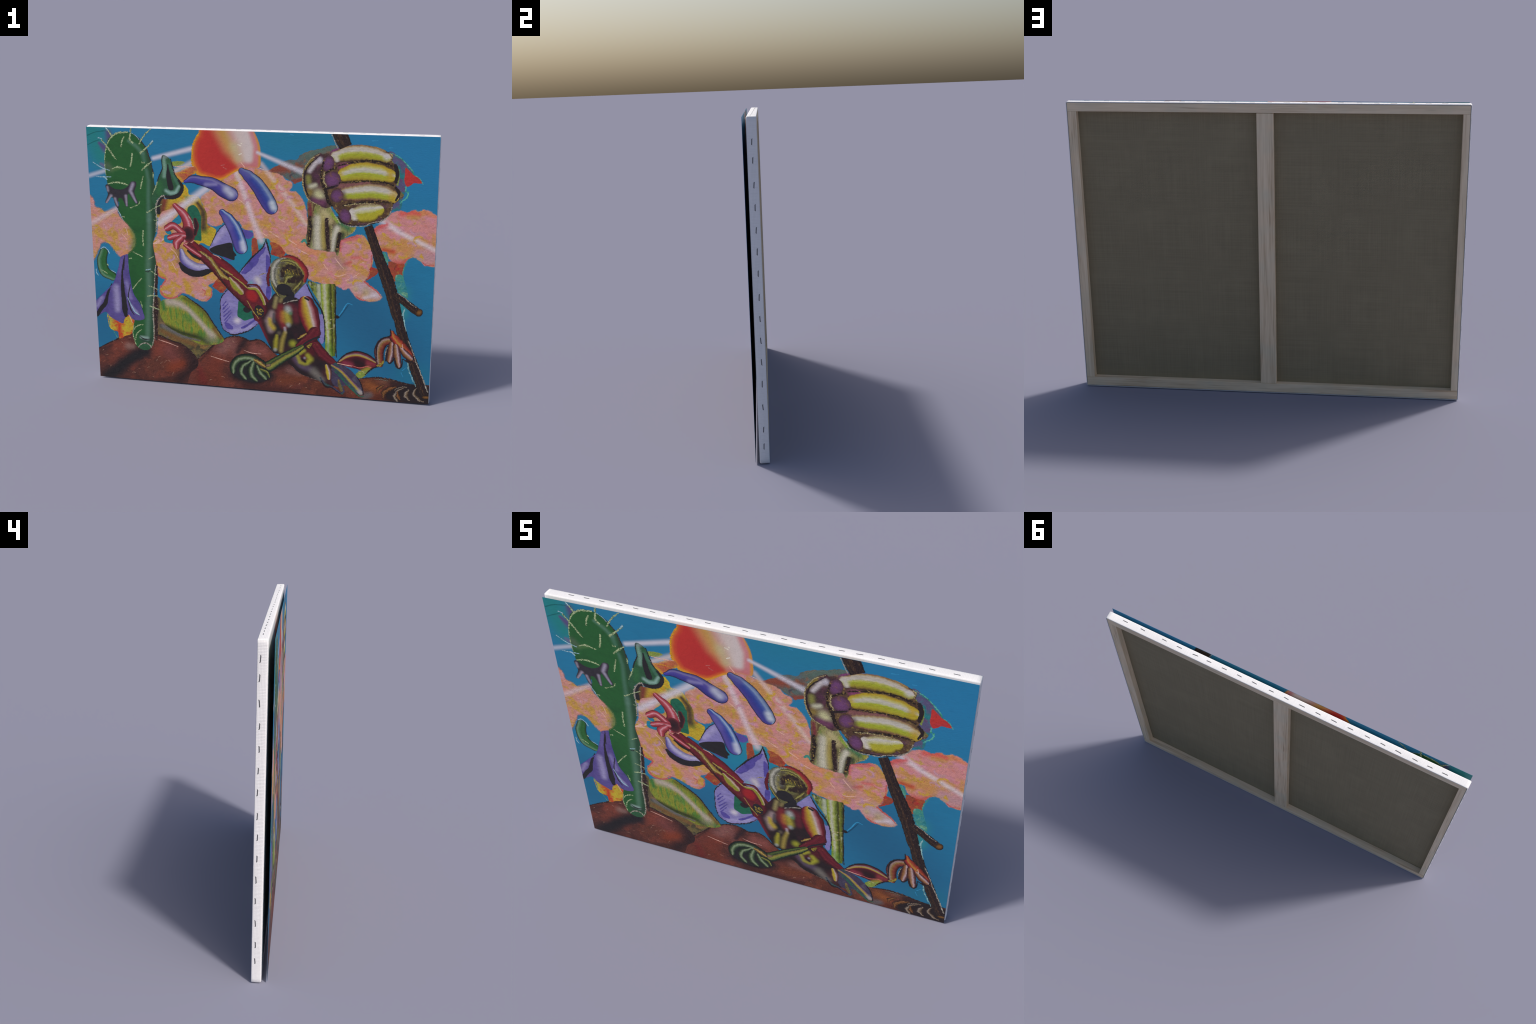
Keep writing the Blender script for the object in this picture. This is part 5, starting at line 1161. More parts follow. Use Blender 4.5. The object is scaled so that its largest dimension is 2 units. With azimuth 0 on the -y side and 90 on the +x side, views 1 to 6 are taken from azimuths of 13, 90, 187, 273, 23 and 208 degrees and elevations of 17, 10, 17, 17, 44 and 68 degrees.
cactus.stroke([(-0.515, 0.567), (-0.512, 0.494), (-0.501, 0.435)], (0.0058, 0.0275, 0.0326), 'soot', ragged=0.002)
cactus.stroke([(-0.542, 0.618), (-0.550, 0.584), (-0.548, 0.544), (-0.569, 0.499), (-0.584, 0.454)], (0.0022, 0.0029, 0.0036, 0.0051, 0.0036), 'soot', ragged=0.004)
cactus.stroke([(-0.497, 0.601), (-0.486, 0.554), (-0.474, 0.510), (-0.445, 0.475)], (0.0029, 0.0043, 0.0043, 0.0036), 'soot', ragged=0.004)
cactus.fill([(-0.895, 0.430), (-0.879, 0.439), (-0.849, 0.417), (-0.803, 0.411), (-0.763, 0.428), (-0.739, 0.459), (-0.711, 0.461), (-0.709, 0.438), (-0.721, 0.404), (-0.715, 0.374), (-0.701, 0.337), (-0.714, 0.332), (-0.743, 0.373), (-0.757, 0.391), (-0.764, 0.372), (-0.764, 0.315), (-0.776, 0.314), (-0.797, 0.357), (-0.821, 0.358), (-0.822, 0.299), (-0.839, 0.317), (-0.858, 0.368), (-0.889, 0.328), (-0.902, 0.332), (-0.883, 0.378), (-0.886, 0.397)], 'claw', per=4)
cactus.oval([(-0.699, -0.551)][0], 0.0380, 0.0224, 'horn_green')
cactus.stroke([(-0.739, -0.559), (-0.728, -0.542), (-0.697, -0.528), (-0.669, -0.537), (-0.661, -0.555)], (0.0022, 0.0051, 0.0072, 0.0051, 0.0022), 'pale_line', ragged=0.002)
cactus.stroke([(-0.731, -0.485), (-0.700, -0.503), (-0.660, -0.500)], (0.0022, 0.0072, 0.0029), 'soot', ragged=0.001)
# chalk contour and spines
cactus.stroke([(-0.888, 0.487), (-0.892, 0.554), (-0.889, 0.606), (-0.878, 0.658), (-0.865, 0.686), (-0.841, 0.717), (-0.801, 0.741), (-0.748, 0.745)], (0.0029, 0.0029, 0.0029, 0.0036, 0.0036, 0.0058, 0.0087, 0.0065), 'chalk', ragged=0.006)
cactus.stroke([(-0.714, 0.737), (-0.678, 0.708), (-0.640, 0.657), (-0.620, 0.600), (-0.610, 0.557), (-0.601, 0.509)], (0.0029, 0.0051, 0.0051, 0.0036, 0.0029, 0.0051), 'umber_line', ragged=0.004)
cactus.stroke([(-0.725, 0.743), (-0.696, 0.725), (-0.678, 0.704)], (0.0014, 0.0018, 0.0014), 'chalk_sky')
cactus.stroke([(-0.536, 0.367), (-0.550, 0.387), (-0.584, 0.355), (-0.595, 0.304), (-0.593, 0.270), (-0.599, 0.171)], (0.0029, 0.0058, 0.0065, 0.0065, 0.0072, 0.0043), 'pale_line', ragged=0.006)
cactus.stroke([(-0.611, -0.033), (-0.618, -0.117), (-0.631, -0.237), (-0.639, -0.342), (-0.638, -0.372), (-0.637, -0.444), (-0.640, -0.502), (-0.658, -0.555)], (0.0036, 0.0065, 0.0058, 0.0072, 0.0051, 0.0058, 0.0043, 0.0029), 'pale_line', ragged=0.006)
cactus.stroke([(-0.616, -0.249), (-0.620, -0.310), (-0.621, -0.443), (-0.624, -0.501)], (0.0159, 0.0181, 0.0181, 0.0109), 'umber_line', ragged=0.003)
cactus.stroke([(-0.603, -0.038), (-0.608, -0.117), (-0.614, -0.196), (-0.617, -0.344)], (0.0072, 0.0159, 0.0159, 0.0181), 'umber_line', ragged=0.003)
cactus.stroke([(-0.761, -0.421), (-0.770, -0.463), (-0.765, -0.504), (-0.752, -0.544)], (0.0022, 0.0029, 0.0036, 0.0022), 'chalk', ragged=0.004)
cactus.stroke([(-0.829, 0.291), (-0.811, 0.260), (-0.811, 0.256), (-0.793, 0.222)], (0.0018, 0.0033, 0.0022, 0.0014), 'chalk_sky')
cactus.stroke([(-0.780, -0.037), (-0.779, -0.072)], 0.0029, 'chalk_sky')
for c, wd in (([(-0.875, 0.768), (-0.855, 0.742), (-0.839, 0.716)], (14,18,20)), ([(-0.726, 0.772), (-0.729, 0.742), (-0.735, 0.706), (-0.718, 0.685)], (20,24,26,18)), ([(-0.609, 0.766), (-0.634, 0.745), (-0.658, 0.716), (-0.681, 0.680)], (14,18,18,14)),
              ([(-0.599, 0.699), (-0.630, 0.666), (-0.677, 0.626)], (22,20,24)), ([(-0.607, 0.582), (-0.639, 0.559), (-0.670, 0.530)], (12,24,16)), ([(-0.904, 0.697), (-0.871, 0.654), (-0.835, 0.604), (-0.819, 0.584)], (18,18,20,12)),
              ([(-0.723, 0.624), (-0.729, 0.589), (-0.738, 0.550)], (18,22,22)), ([(-0.768, 0.718), (-0.783, 0.690), (-0.788, 0.660)], (16,20,12)), ([(-0.851, 0.531), (-0.816, 0.543), (-0.762, 0.531)], (10,26,12)),
              ([(-0.879, 0.442), (-0.832, 0.453), (-0.793, 0.449), (-0.759, 0.440)], (14,20,26,14)), ([(-0.664, 0.494), (-0.674, 0.458), (-0.683, 0.422)], (14,14,12)), ([(-0.668, 0.577), (-0.655, 0.573)], (20,20)),
              ([(-0.604, 0.516), (-0.603, 0.489)], (18,14)), ([(-0.580, 0.465), (-0.594, 0.431), (-0.611, 0.393)], (12,16,10)), ([(-0.560, 0.334), (-0.599, 0.313), (-0.650, 0.282)], (8,10,14)),
              ([(-0.750, 0.306), (-0.722, 0.317), (-0.696, 0.331), (-0.692, 0.349)], (12,10,8,6)), ([(-0.678, 0.173), (-0.682, 0.128), (-0.680, 0.082)], (16,14,14)), ([(-0.745, 0.041), (-0.689, 0.013)], (12,16)),
              ([(-0.701, -0.121), (-0.728, -0.152), (-0.760, -0.190)], (16,14,10)), ([(-0.773, -0.001), (-0.755, 0.001)], (10,8)), ([(-0.619, 0.020), (-0.651, 0.002)], (8,8)), ([(-0.646, -0.068), (-0.602, -0.095)], (6,8)),
              ([(-0.658, -0.163), (-0.595, -0.183)], (8,8)), ([(-0.668, -0.228), (-0.636, -0.222), (-0.605, -0.225)], (16,14,10)), ([(-0.657, -0.289), (-0.600, -0.307)], (14,16)),
              ([(-0.713, -0.263), (-0.703, -0.302)], (8,8)), ([(-0.704, -0.409), (-0.741, -0.422), (-0.764, -0.446)], (12,14,10)), ([(-0.713, -0.442), (-0.743, -0.469), (-0.757, -0.513)], (10,12,10)),
              ([(-0.801, 0.252), (-0.788, 0.247)], (12,12)), ([(-0.610, 0.239), (-0.585, 0.238)], (8,6)), ([(-0.910, -0.045), (-0.906, -0.051)], (18,18)), ([(-0.952, -0.081), (-0.915, -0.101)], (8,14))):
    cactus.stroke(c, tuple(x * 0.00036 for x in wd), 'chalk', ragged=0.005)
for c, wd in (([(-0.964, 0.566), (-0.917, 0.538), (-0.865, 0.521)], (8,12,8)), ([(-0.949, 0.482), (-0.900, 0.482), (-0.859, 0.484)], (8,14,8)), ([(-0.902, 0.486), (-0.884, 0.468)], (10,16)), ([(-0.924, 0.709), (-0.903, 0.703)], (12,14)),
              ([(-0.875, 0.768), (-0.862, 0.751)], (12,10)), ([(-0.599, 0.701), (-0.614, 0.684)], (16,12)), ([(-0.982, -0.077), (-0.981, -0.101), (-0.970, -0.118)], (8,12,6)), ([(-0.892, -0.079), (-0.861, -0.095)], (6,10)),
              ([(-0.945, 0.048), (-0.926, 0.060), (-0.905, 0.046), (-0.892, 0.023)], (6,8,10,8)), ([(-0.671, -0.066), (-0.643, -0.060)], (8,12))):
    cactus.stroke(c, tuple(x * 0.00036 for x in wd), 'chalk_sky', ragged=0.003)
cactus.stroke([(-0.675, -0.074), (-0.658, -0.077), (-0.646, -0.066)], (0.0022, 0.0043, 0.0022), 'soot')
cactus.done()

# cloud drifting in front of the cactus, at the left edge
paint('cloud_left', 'b07c70', mottle=[('a88434', 11, 0.45, 0.60, 0.9), ('b0858a', 17, 0.54, 0.68, 0.75), ('a8922c', 23, 0.6, 0.7, 0.6)],
      marks=[RAYS[4], ([(-0.752, 0.186), (-0.727, 0.137), (-0.738, 0.063)], (0.0181, 0.0253, 0.0326), '4a6a3c', 0.85), ([(-0.823, 0.015), (-0.783, 0.033)], (0.0181, 0.0145), 'b8785c', 0.8)], grain=0.15, relief=0.003)
cloud = Motif('cloud')
cloud.fill([(-1.021, 0.368), (-0.993, 0.365), (-0.974, 0.342), (-0.968, 0.304), (-0.937, 0.294), (-0.910, 0.274), (-0.880, 0.283), (-0.840, 0.293), (-0.826, 0.266), (-0.812, 0.244), (-0.789, 0.217), (-0.752, 0.180), (-0.734, 0.148), (-0.728, 0.103), (-0.742, 0.063), (-0.773, 0.038), (-0.783, 0.027), (-0.818, 0.007), (-0.839, 0.018), (-0.861, 0.045), (-0.876, 0.067), (-0.899, 0.088), (-0.941, 0.085), (-0.953, 0.059), (-0.969, 0.027), (-0.989, -0.014), (-1.021, -0.024)], 'cloud_left', ragged=0.006, soft=0.009)
cloud.stroke([(-0.785, 0.188), (-0.777, 0.162), (-0.772, 0.139)], (0.0022, 0.0036, 0.0018), 'cloud_light')
cloud.stroke([(-0.811, 0.148), (-0.794, 0.130), (-0.779, 0.111)], (0.0018, 0.0029, 0.0014), 'cloud_light')
cloud.done()

# ---- bell flower at the left edge, with its bright throat
paint('bell', '50467c', mottle=[('433c74', 12, 0.5, 0.66, 0.6)],
      marks=[([(-0.862, -0.185), (-0.859, -0.293), (-0.861, -0.327)], (0.0232, 0.0253, 0.0217), '8680a4', 0.9), ([(-0.958, -0.256), (-0.986, -0.310)], (0.0181, 0.0145), '7c769c', 0.85),
             ([(-0.796, -0.149), (-0.773, -0.247)], (0.0145, 0.0145), '706a98', 0.85), ([(-0.821, -0.012), (-0.837, -0.092)], (0.0109, 0.0145), '5c548a', 0.6), ([(-0.775, -0.293), (-0.737, -0.338)], (0.0109, 0.0109), '8a86a8', 0.7)],
      grain=0.12)
paint('flame_bits', 'a8902c', mottle=[('a83a26', 24, 0.48, 0.58, 0.95), ('b0702c', 18, 0.55, 0.68, 0.8)],
      marks=[([(-0.854, -0.424), (-0.857, -0.494)], (0.0217, 0.0217), 'a42c24', 0.95), ([(-0.806, -0.441)], 0.0326, 'a8982c', 0.9), ([(-0.905, -0.395)], 0.0217, '9a9a40', 0.9)], grain=0.2)
flower = Motif('bell_flower')
flower.fill([(-0.925, -0.352), (-0.875, -0.369), (-0.785, -0.334), (-0.759, -0.380), (-0.767, -0.430), (-0.777, -0.472), (-0.817, -0.491), (-0.858, -0.511), (-0.864, -0.470), (-0.896, -0.460), (-0.918, -0.441), (-0.924, -0.405)], 'flame_bits', ragged=0.003)
flower.stroke([(-0.927, -0.352), (-0.919, -0.392), (-0.912, -0.441), (-0.889, -0.472), (-0.870, -0.508)], (0.0029, 0.0043, 0.0036, 0.0036, 0.0029), 'sea_glass', ragged=0.003)
flower.stroke([(-0.911, -0.433), (-0.908, -0.449), (-0.892, -0.458)], (0.0036, 0.0058, 0.0036), 'yellow_drip')
flower.fill([(-0.825, 0.002), (-0.803, 0.017), (-0.780, 0.020), (-0.782, -0.049), (-0.772, -0.151), (-0.758, -0.218), (-0.722, -0.284), (-0.693, -0.363), (-0.698, -0.376), (-0.727, -0.385), (-0.767, -0.381), (-0.790, -0.355), (-0.819, -0.381), (-0.829, -0.411), (-0.848, -0.407), (-0.908, -0.376), (-0.939, -0.345), (-0.998, -0.378), (-1.042, -0.360), (-1.018, -0.296), (-0.990, -0.274), (-0.932, -0.218), (-0.876, -0.158), (-0.844, -0.072)], 'bell', per=4)
flower.stroke([(-0.805, -0.007), (-0.819, -0.091), (-0.821, -0.190), (-0.815, -0.290), (-0.814, -0.316), (-0.810, -0.360)], (0.0043, 0.0094, 0.0217, 0.0304, 0.0362, 0.0217), 'soot', ragged=0.003)
flower.stroke([(-0.889, -0.167), (-0.916, -0.225), (-0.936, -0.291), (-0.962, -0.322), (-0.993, -0.369)], (0.0051, 0.0145, 0.0239, 0.0253, 0.0217), 'soot', ragged=0.003)
flower.stroke([(-0.773, -0.163), (-0.789, -0.248), (-0.776, -0.320), (-0.757, -0.352)], (0.0036, 0.0051, 0.0058, 0.0036), 'soot', ragged=0.002)
flower.stroke([(-0.794, -0.244), (-0.771, -0.295), (-0.752, -0.331), (-0.721, -0.353)], (0.0022, 0.0043, 0.0072, 0.0036), 'chalk_sky', ragged=0.001)
flower.stroke([(-0.800, 0.013), (-0.806, -0.035), (-0.808, -0.074)], (0.0029, 0.0072, 0.0036), 'soot')
flower.stroke([(-0.779, 0.018), (-0.780, -0.049), (-0.770, -0.151), (-0.755, -0.222), (-0.718, -0.283), (-0.694, -0.359)], (0.0022, 0.0029, 0.0029, 0.0029, 0.0029, 0.0022), 'violet')
flower.stroke([(-0.844, -0.072), (-0.876, -0.158), (-0.932, -0.218), (-0.990, -0.274)], (0.0022, 0.0029, 0.0036, 0.0022), 'violet')
flower.stroke([(-0.790, -0.354), (-0.779, -0.382), (-0.770, -0.406)], (0.0022, 0.0029, 0.0018), 'cloud_light')
flower.done()

# ---- the reaching figure
paint('maroon', '0:30191c 0.12:481c22 0.3:602029 0.5:521c24 0.72:5e222a 0.9:441a20 1:28181a', warp=0.12, grain=0.22, relief=0.002,
      mottle=[('8a5a34', 45, 0.62, 0.72, 0.5)])
paint('shoulder_red', '0:561c22 0.4:862226 1:8a2022', warp=0.08, grain=0.15)
paint('cap_red', '0:4a1a20 0.4:7a222a 0.75:84302c 1:8a5a30', warp=0.12, grain=0.25)
paint('blood', '0:3f181d 0.35:5e1f28 0.7:6c2028 1:701f24', warp=0.08, grain=0.15)
paint('muscle', '0:4a1a20 0.12:8a6a5a 0.24:a8968c 0.4:8c8438 0.62:6f7c28 0.8:8a7a2c 0.92:6a4030 1:3a181c', warp=0.10, grain=0.25, relief=0.002)
paint('ochre_highlight', '0:4a1c20 0.2:745230 0.42:8f8032 0.56:9c9058 0.72:7a602e 1:4a1c20', warp=0.14, grain=0.3)  # yellow strokes that paint the light along the limbs
paint('limb_glow', '0.00:30181c 0.16:5c1e26 0.28:8c5c60 0.38:a89894 0.48:a08c4c 0.60:9c8628 0.74:8a5a2c 0.86:6c2028 1.00:3a181c', warp=0.05, grain=0.12)
paint('chest_glow', '0:301a1c 0.15:6a2426 0.28:8c5a30 0.42:9a8a34 0.56:8a8c50 0.66:7c8478 0.78:5c2c2c 0.9:40201f 1:241c1c', warp=0.06, grain=0.12,
      marks=[([(0.179, -0.248), (0.185, -0.271)], (0.0181, 0.0181), '9aa4a0', 0.85), ([(0.185, -0.345)], 0.0217, '8c9490', 0.8)])
paint('rib_glow', '0:2c2022 0.2:6a4a48 0.36:a09490 0.52:a08e30 0.75:968628 0.9:5c3c34 1:2c1c1e', warp=0.08, grain=0.12)
paint('yellow_glow', '0:28201e 0.35:5c5428 0.7:8c8a2c 1:90902e', warp=0.05, grain=0.15)
paint('torso_dark', '261e20', mottle=[('44202a', 7, 0.48, 0.64, 0.5), ('1f1c1e', 12, 0.5, 0.66, 0.8)],
      marks=[([(-0.003, -0.336), (0.049, -0.455)], (0.0253, 0.0181), '66202a', 0.85), ([(0.020, -0.231), (-0.033, -0.263)], (0.0290, 0.0326), '5c1e24', 0.8),
             ([(0.110, -0.308), (0.118, -0.394)], (0.0145, 0.0181), '1f2022', 0.9), ([(0.185, -0.400), (0.223, -0.476)], (0.0434, 0.0398), '1e1b1d', 0.95),
             ([(0.084, -0.282), (0.063, -0.331), (0.076, -0.385)], (0.0217, 0.0239, 0.0217), '8e7c7c', 0.85), ([(0.069, -0.319), (0.074, -0.350), (0.091, -0.372)], (0.0145, 0.0174, 0.0181), '9a882c', 0.95),
             ([(0.095, -0.285), (0.097, -0.332)], (0.0094, 0.0109), '3c4448', 0.9),
             ([(0.133, -0.244), (0.131, -0.298), (0.155, -0.359)], (0.0290, 0.0326, 0.0217), '6c262b', 0.95), ([(0.185, -0.228), (0.222, -0.253), (0.226, -0.315)], (0.0253, 0.0290, 0.0253), '56222a', 0.9), ([(0.146, -0.278), (0.150, -0.316)], (0.0188, 0.0203), '94602e', 0.9),
             ([(0.170, -0.276), (0.179, -0.326)], (0.0239, 0.0239), '8f8632', 0.95), ([(0.176, -0.248), (0.181, -0.256)], (0.0232, 0.0217), '929a98', 0.85), ([(0.192, -0.274)], 0.0130, '4c7458', 0.8), ([(0.180, -0.346)], 0.0159, '8e9698', 0.8),
             ([(0.159, -0.367), (0.163, -0.394)], (0.0094, 0.0080), '9a929a', 0.8),
             ([(0.112, -0.418), (0.106, -0.458), (0.104, -0.498)], (0.0109, 0.0167, 0.0145), '8c862c', 0.9), ([(0.161, -0.394), (0.144, -0.447), (0.136, -0.511)], (0.0130, 0.0167, 0.0152), '86783a', 0.9),
             ([(0.102, -0.506)], 0.0123, '8c949c', 0.7), ([(0.206, -0.460)], 0.0239, '8a8c2c', 0.95), ([(0.125, -0.401)], 0.0145, '6a6050', 0.5),
             ([(0.280, -0.551), (0.328, -0.488)], (0.0398, 0.0362), '4c1a20', 0.8), ([(0.216, -0.529), (0.246, -0.598), (0.299, -0.606)], (0.0253, 0.0290, 0.0253), '55485c', 0.7),
             ([(0.234, -0.535), (0.250, -0.574), (0.276, -0.582)], (0.0130, 0.0145, 0.0138), '86822e', 0.9), ([(0.294, -0.526), (0.311, -0.549), (0.291, -0.574)], (0.0167, 0.0195, 0.0159), '8a8a2c', 0.95),
             ([(0.249, -0.518), (0.274, -0.498)], (0.0116, 0.0123), '8c8a2c', 0.9), ([(0.261, -0.551), (0.280, -0.567)], (0.0087, 0.0087), '1e1a1e', 1.0), ([(0.276, -0.544)], 0.0087, '8c8a98', 0.7),
             ([(0.388, -0.514), (0.365, -0.460)], (0.0362, 0.0362), '58191f', 0.85), ([(0.329, -0.623), (0.379, -0.671)], (0.0290, 0.0253), '6e6a64', 0.75),
             ([(0.185, -0.571), (0.261, -0.637)], (0.0181, 0.0181), '241d1f', 0.9), ([(0.405, -0.632), (0.428, -0.670)], (0.0398, 0.0326), '44282a', 0.7),
             ([(0.110, -0.186), (0.099, -0.241)], (0.0145, 0.0145), '8a8054', 0.8), ([(0.144, -0.184), (0.133, -0.204)], (0.0145, 0.0130), '7c7048', 0.8)], grain=0.2)
paint('green_flesh', '0:1a201c 0.14:232e26 0.26:5c6a34 0.42:7f7c38 0.54:6a6430 0.64:263428 0.8:4c5c2c 0.9:222c22 1:1a201c', warp=0.10, grain=0.3, relief=0.002)
paint('green_digit', '0:181b1a 0.2:222c26 0.34:3f5238 0.44:6a7a5c 0.54:748268 0.64:4a5c3a 0.78:222c24 1:171a19', warp=0.10, grain=0.28, relief=0.002)
paint('helmet', '5a5838', mottle=[('80783c', 24, 0.48, 0.62, 0.8), ('3c302c', 20, 0.52, 0.66, 0.8)],
      marks=[([(0.104, 0.028), (0.089, -0.034), (0.096, -0.102)], (0.0217, 0.0253, 0.0217), '9c9c8c', 0.95), ([(0.129, 0.044), (0.159, 0.050)], (0.0181, 0.0181), 'a4a094', 0.9),
             ([(0.170, 0.039), (0.214, 0.023), (0.247, -0.013)], (0.0145, 0.0181, 0.0145), '8c8640', 0.9), ([(0.155, -0.007), (0.203, -0.004), (0.243, -0.036)], (0.0217, 0.0217, 0.0181), '33242a', 0.95),
             ([(0.140, -0.023), (0.137, -0.062)], (0.0159, 0.0181), '4c4c50', 0.8), ([(0.199, -0.027), (0.236, -0.063)], (0.0290, 0.0290), '2a201f', 0.8), ([(0.185, -0.051), (0.177, -0.082)], (0.0253, 0.0217), '70702e', 0.85),
             ([(0.214, -0.068), (0.258, -0.061)], (0.0217, 0.0181), '2a1e1e', 0.95), ([(0.244, -0.097), (0.222, -0.121)], (0.0217, 0.0217), '33221f', 0.8),
             ([(0.229, -0.113)], 0.0130, '8a7c34', 0.8), ([(0.092, -0.130), (0.111, -0.163)], (0.0181, 0.0217), '4c3a38', 0.8), ([(0.273, -0.061)], 0.0109, '8a7430', 0.7)], grain=0.3, relief=0.003)
paint('wrist_tan', '0:3c3a2c 0.5:6c5a48 1:7c6654', grain=0.3)
paint('gold_speck', '8a7a30', mottle=[('3c2c20', 110, 0.5, 0.6, 0.9)], grain=0.4)

figure = Motif('torso')
figure.fill([(-0.025, -0.235), (0.020, -0.204), (0.066, -0.205), (0.103, -0.160), (0.148, -0.180), (0.211, -0.176), (0.244, -0.193), (0.244, -0.243), (0.275, -0.335), (0.305, -0.418), (0.335, -0.416), (0.365, -0.445), (0.388, -0.482), (0.426, -0.535), (0.463, -0.559), (0.453, -0.612), (0.443, -0.669), (0.454, -0.704), (0.406, -0.719), (0.363, -0.681), (0.307, -0.664), (0.246, -0.641), (0.201, -0.600), (0.159, -0.562), (0.125, -0.530), (0.098, -0.527), (0.064, -0.473), (0.034, -0.412), (0.008, -0.355), (-0.029, -0.302)], 'torso_dark', ragged=0.002, soft=0.005)
figure.stroke([(0.151, -0.218), (0.185, -0.201), (0.233, -0.191)], (0.0051, 0.0094, 0.0043), 'pale_line', ragged=0.003)
figure.stroke([(0.298, -0.470), (0.313, -0.457), (0.324, -0.437)], (0.0181, 0.0253, 0.0145), 'gold_speck', ragged=0.008)
figure.done()

arm = Motif('raised_arm')
arm.stroke([(-0.399, 0.101), (-0.346, 0.070), (-0.268, 0.009), (-0.182, -0.074), (-0.107, -0.147), (-0.040, -0.204), (0.009, -0.260), (-0.003, -0.316)], (0.0326, 0.0688, 0.0851, 0.0977, 0.1086, 0.1195, 0.0977, 0.0434), 'maroon', ragged=0.003, per=14)
arm.stroke([(-0.282, 0.058), (-0.226, 0.023), (-0.170, -0.019), (-0.114, -0.070), (-0.069, -0.105)], (0.0109, 0.0362, 0.0398, 0.0398, 0.0217), 'blood', ragged=0.003)
arm.stroke([(-0.342, 0.070), (-0.282, 0.028), (-0.249, -0.017), (-0.216, -0.065), (-0.182, -0.086)], (0.0181, 0.0232, 0.0290, 0.0434, 0.0253), 'ochre_highlight', ragged=0.006, soft=0.006)
arm.stroke([(-0.331, 0.061), (-0.283, 0.024), (-0.253, -0.013)], (0.0036, 0.0058, 0.0043), 'cream_line', ragged=0.003)
arm.stroke([(-0.215, -0.034), (-0.189, -0.059), (-0.171, -0.077)], (0.0058, 0.0145, 0.0072), 'umber_line', ragged=0.005)
arm.stroke([(-0.215, -0.026), (-0.181, -0.047), (-0.151, -0.064)], (0.0109, 0.0181, 0.0109), 'ochre_highlight', ragged=0.004)
arm.stroke([(-0.163, -0.088), (-0.135, -0.127), (-0.100, -0.164)], (0.0217, 0.0507, 0.0398), 'muscle', ragged=0.002)
arm.stroke([(-0.144, -0.072), (-0.099, -0.104), (-0.058, -0.140)], (0.0072, 0.0130, 0.0109), 'ochre_highlight', ragged=0.004)
arm.oval([(-0.034, -0.183)][0], 0.0380, 0.0471, 'shoulder_red', 0.7)
arm.stroke([(-0.050, -0.139), (-0.009, -0.140), (0.021, -0.177), (0.039, -0.226)], (0.0181, 0.0253, 0.0290, 0.0217), 'muscle', ragged=0.003)
arm.stroke([(-0.054, -0.116), (-0.001, -0.120), (0.032, -0.168), (0.058, -0.209)], (0.0087, 0.0109, 0.0109, 0.0145), 'maroon', ragged=0.003)
arm.stroke([(-0.063, -0.214), (-0.040, -0.255), (-0.029, -0.275), (0.005, -0.319)], (0.0058, 0.0080, 0.0087, 0.0072), 'ochre_highlight', ragged=0.005)
arm.oval([(0.009, -0.274)][0], 0.0275, 0.0362, 'soot', 0.3)
for c in ([(-0.006, -0.261), (0.009, -0.272)], [(0.009, -0.264), (0.020, -0.279)], [(0.005, -0.284), (0.020, -0.295)], [(0.016, -0.260), (0.031, -0.274)], [(-0.003, -0.277), (0.005, -0.296)]):
    arm.stroke(c, 0.0051, 'gold_speck', ragged=0.006)
arm.stroke([(-0.263, 0.052), (-0.233, 0.042), (-0.214, 0.028)], (0.0018, 0.0033, 0.0018), 'cloud_light')
arm.stroke([(-0.246, -0.036), (-0.216, -0.092), (-0.191, -0.133), (-0.176, -0.151)], (0.0029, 0.0036, 0.0036, 0.0022), 'soot', ragged=0.003)
arm.stroke([(-0.338, 0.101), (-0.293, 0.073), (-0.256, 0.041)], (0.0145, 0.0145, 0.0072), 'blood', ragged=0.002)
arm.done()

paint('hand_red', '0:4a1c22 0.12:8a343c 0.28:9c4048 0.42:b88890 0.5:b06870 0.62:943a42 0.86:7a2c33 1:3a181e', warp=0.08, grain=0.14)
paint('hand_shade', '0:6a2c30 0.3:3c2024 1:241c1f', grain=0.12)
paint('teal_gap', '1f6f88', grain=0.08)
hand = Motif('raised_hand')
hand.fill([(-0.543, 0.182), (-0.523, 0.184), (-0.508, 0.172), (-0.513, 0.158), (-0.534, 0.163)], 'teal_gap')
hand.fill([(-0.548, 0.151), (-0.524, 0.152), (-0.498, 0.123), (-0.503, 0.107), (-0.549, 0.114)], 'teal_gap')
hand.fill([(-0.502, 0.233), (-0.467, 0.269), (-0.455, 0.281), (-0.445, 0.240), (-0.464, 0.223)], 'teal_gap')
hand.stroke([(-0.480, 0.332), (-0.432, 0.285), (-0.410, 0.245), (-0.404, 0.204), (-0.421, 0.154)], (0.0290, 0.0507, 0.0597, 0.0670, 0.0796), 'hand_red')
hand.oval([(-0.405, 0.166)][0], 0.0380, 0.0471, 'hand_shade', 0.2)
hand.stroke([(-0.363, 0.255), (-0.356, 0.218), (-0.367, 0.168)], (0.0203, 0.0290, 0.0217), 'hand_shade', core=True)
hand.stroke([(-0.402, 0.276), (-0.380, 0.239), (-0.370, 0.198)], (0.0029, 0.0051, 0.0029), 'pale_line', ragged=0.002)
hand.stroke([(-0.531, 0.195), (-0.499, 0.212), (-0.469, 0.197), (-0.439, 0.168)], (0.0398, 0.0434, 0.0380, 0.0398), 'hand_red')
hand.stroke([(-0.517, 0.139), (-0.482, 0.150), (-0.440, 0.153)], (0.0326, 0.0405, 0.0434), 'hand_red')
hand.stroke([(-0.478, 0.089), (-0.476, 0.112), (-0.452, 0.137)], (0.0362, 0.0507, 0.0398), 'hand_red')
hand.stroke([(-0.430, 0.100), (-0.385, 0.068), (-0.340, 0.040)], (0.0181, 0.0253, 0.0217), 'hand_red')
hand.stroke([(-0.372, 0.114), (-0.339, 0.082)], (0.0217, 0.0290), 'blood')
hand.done()

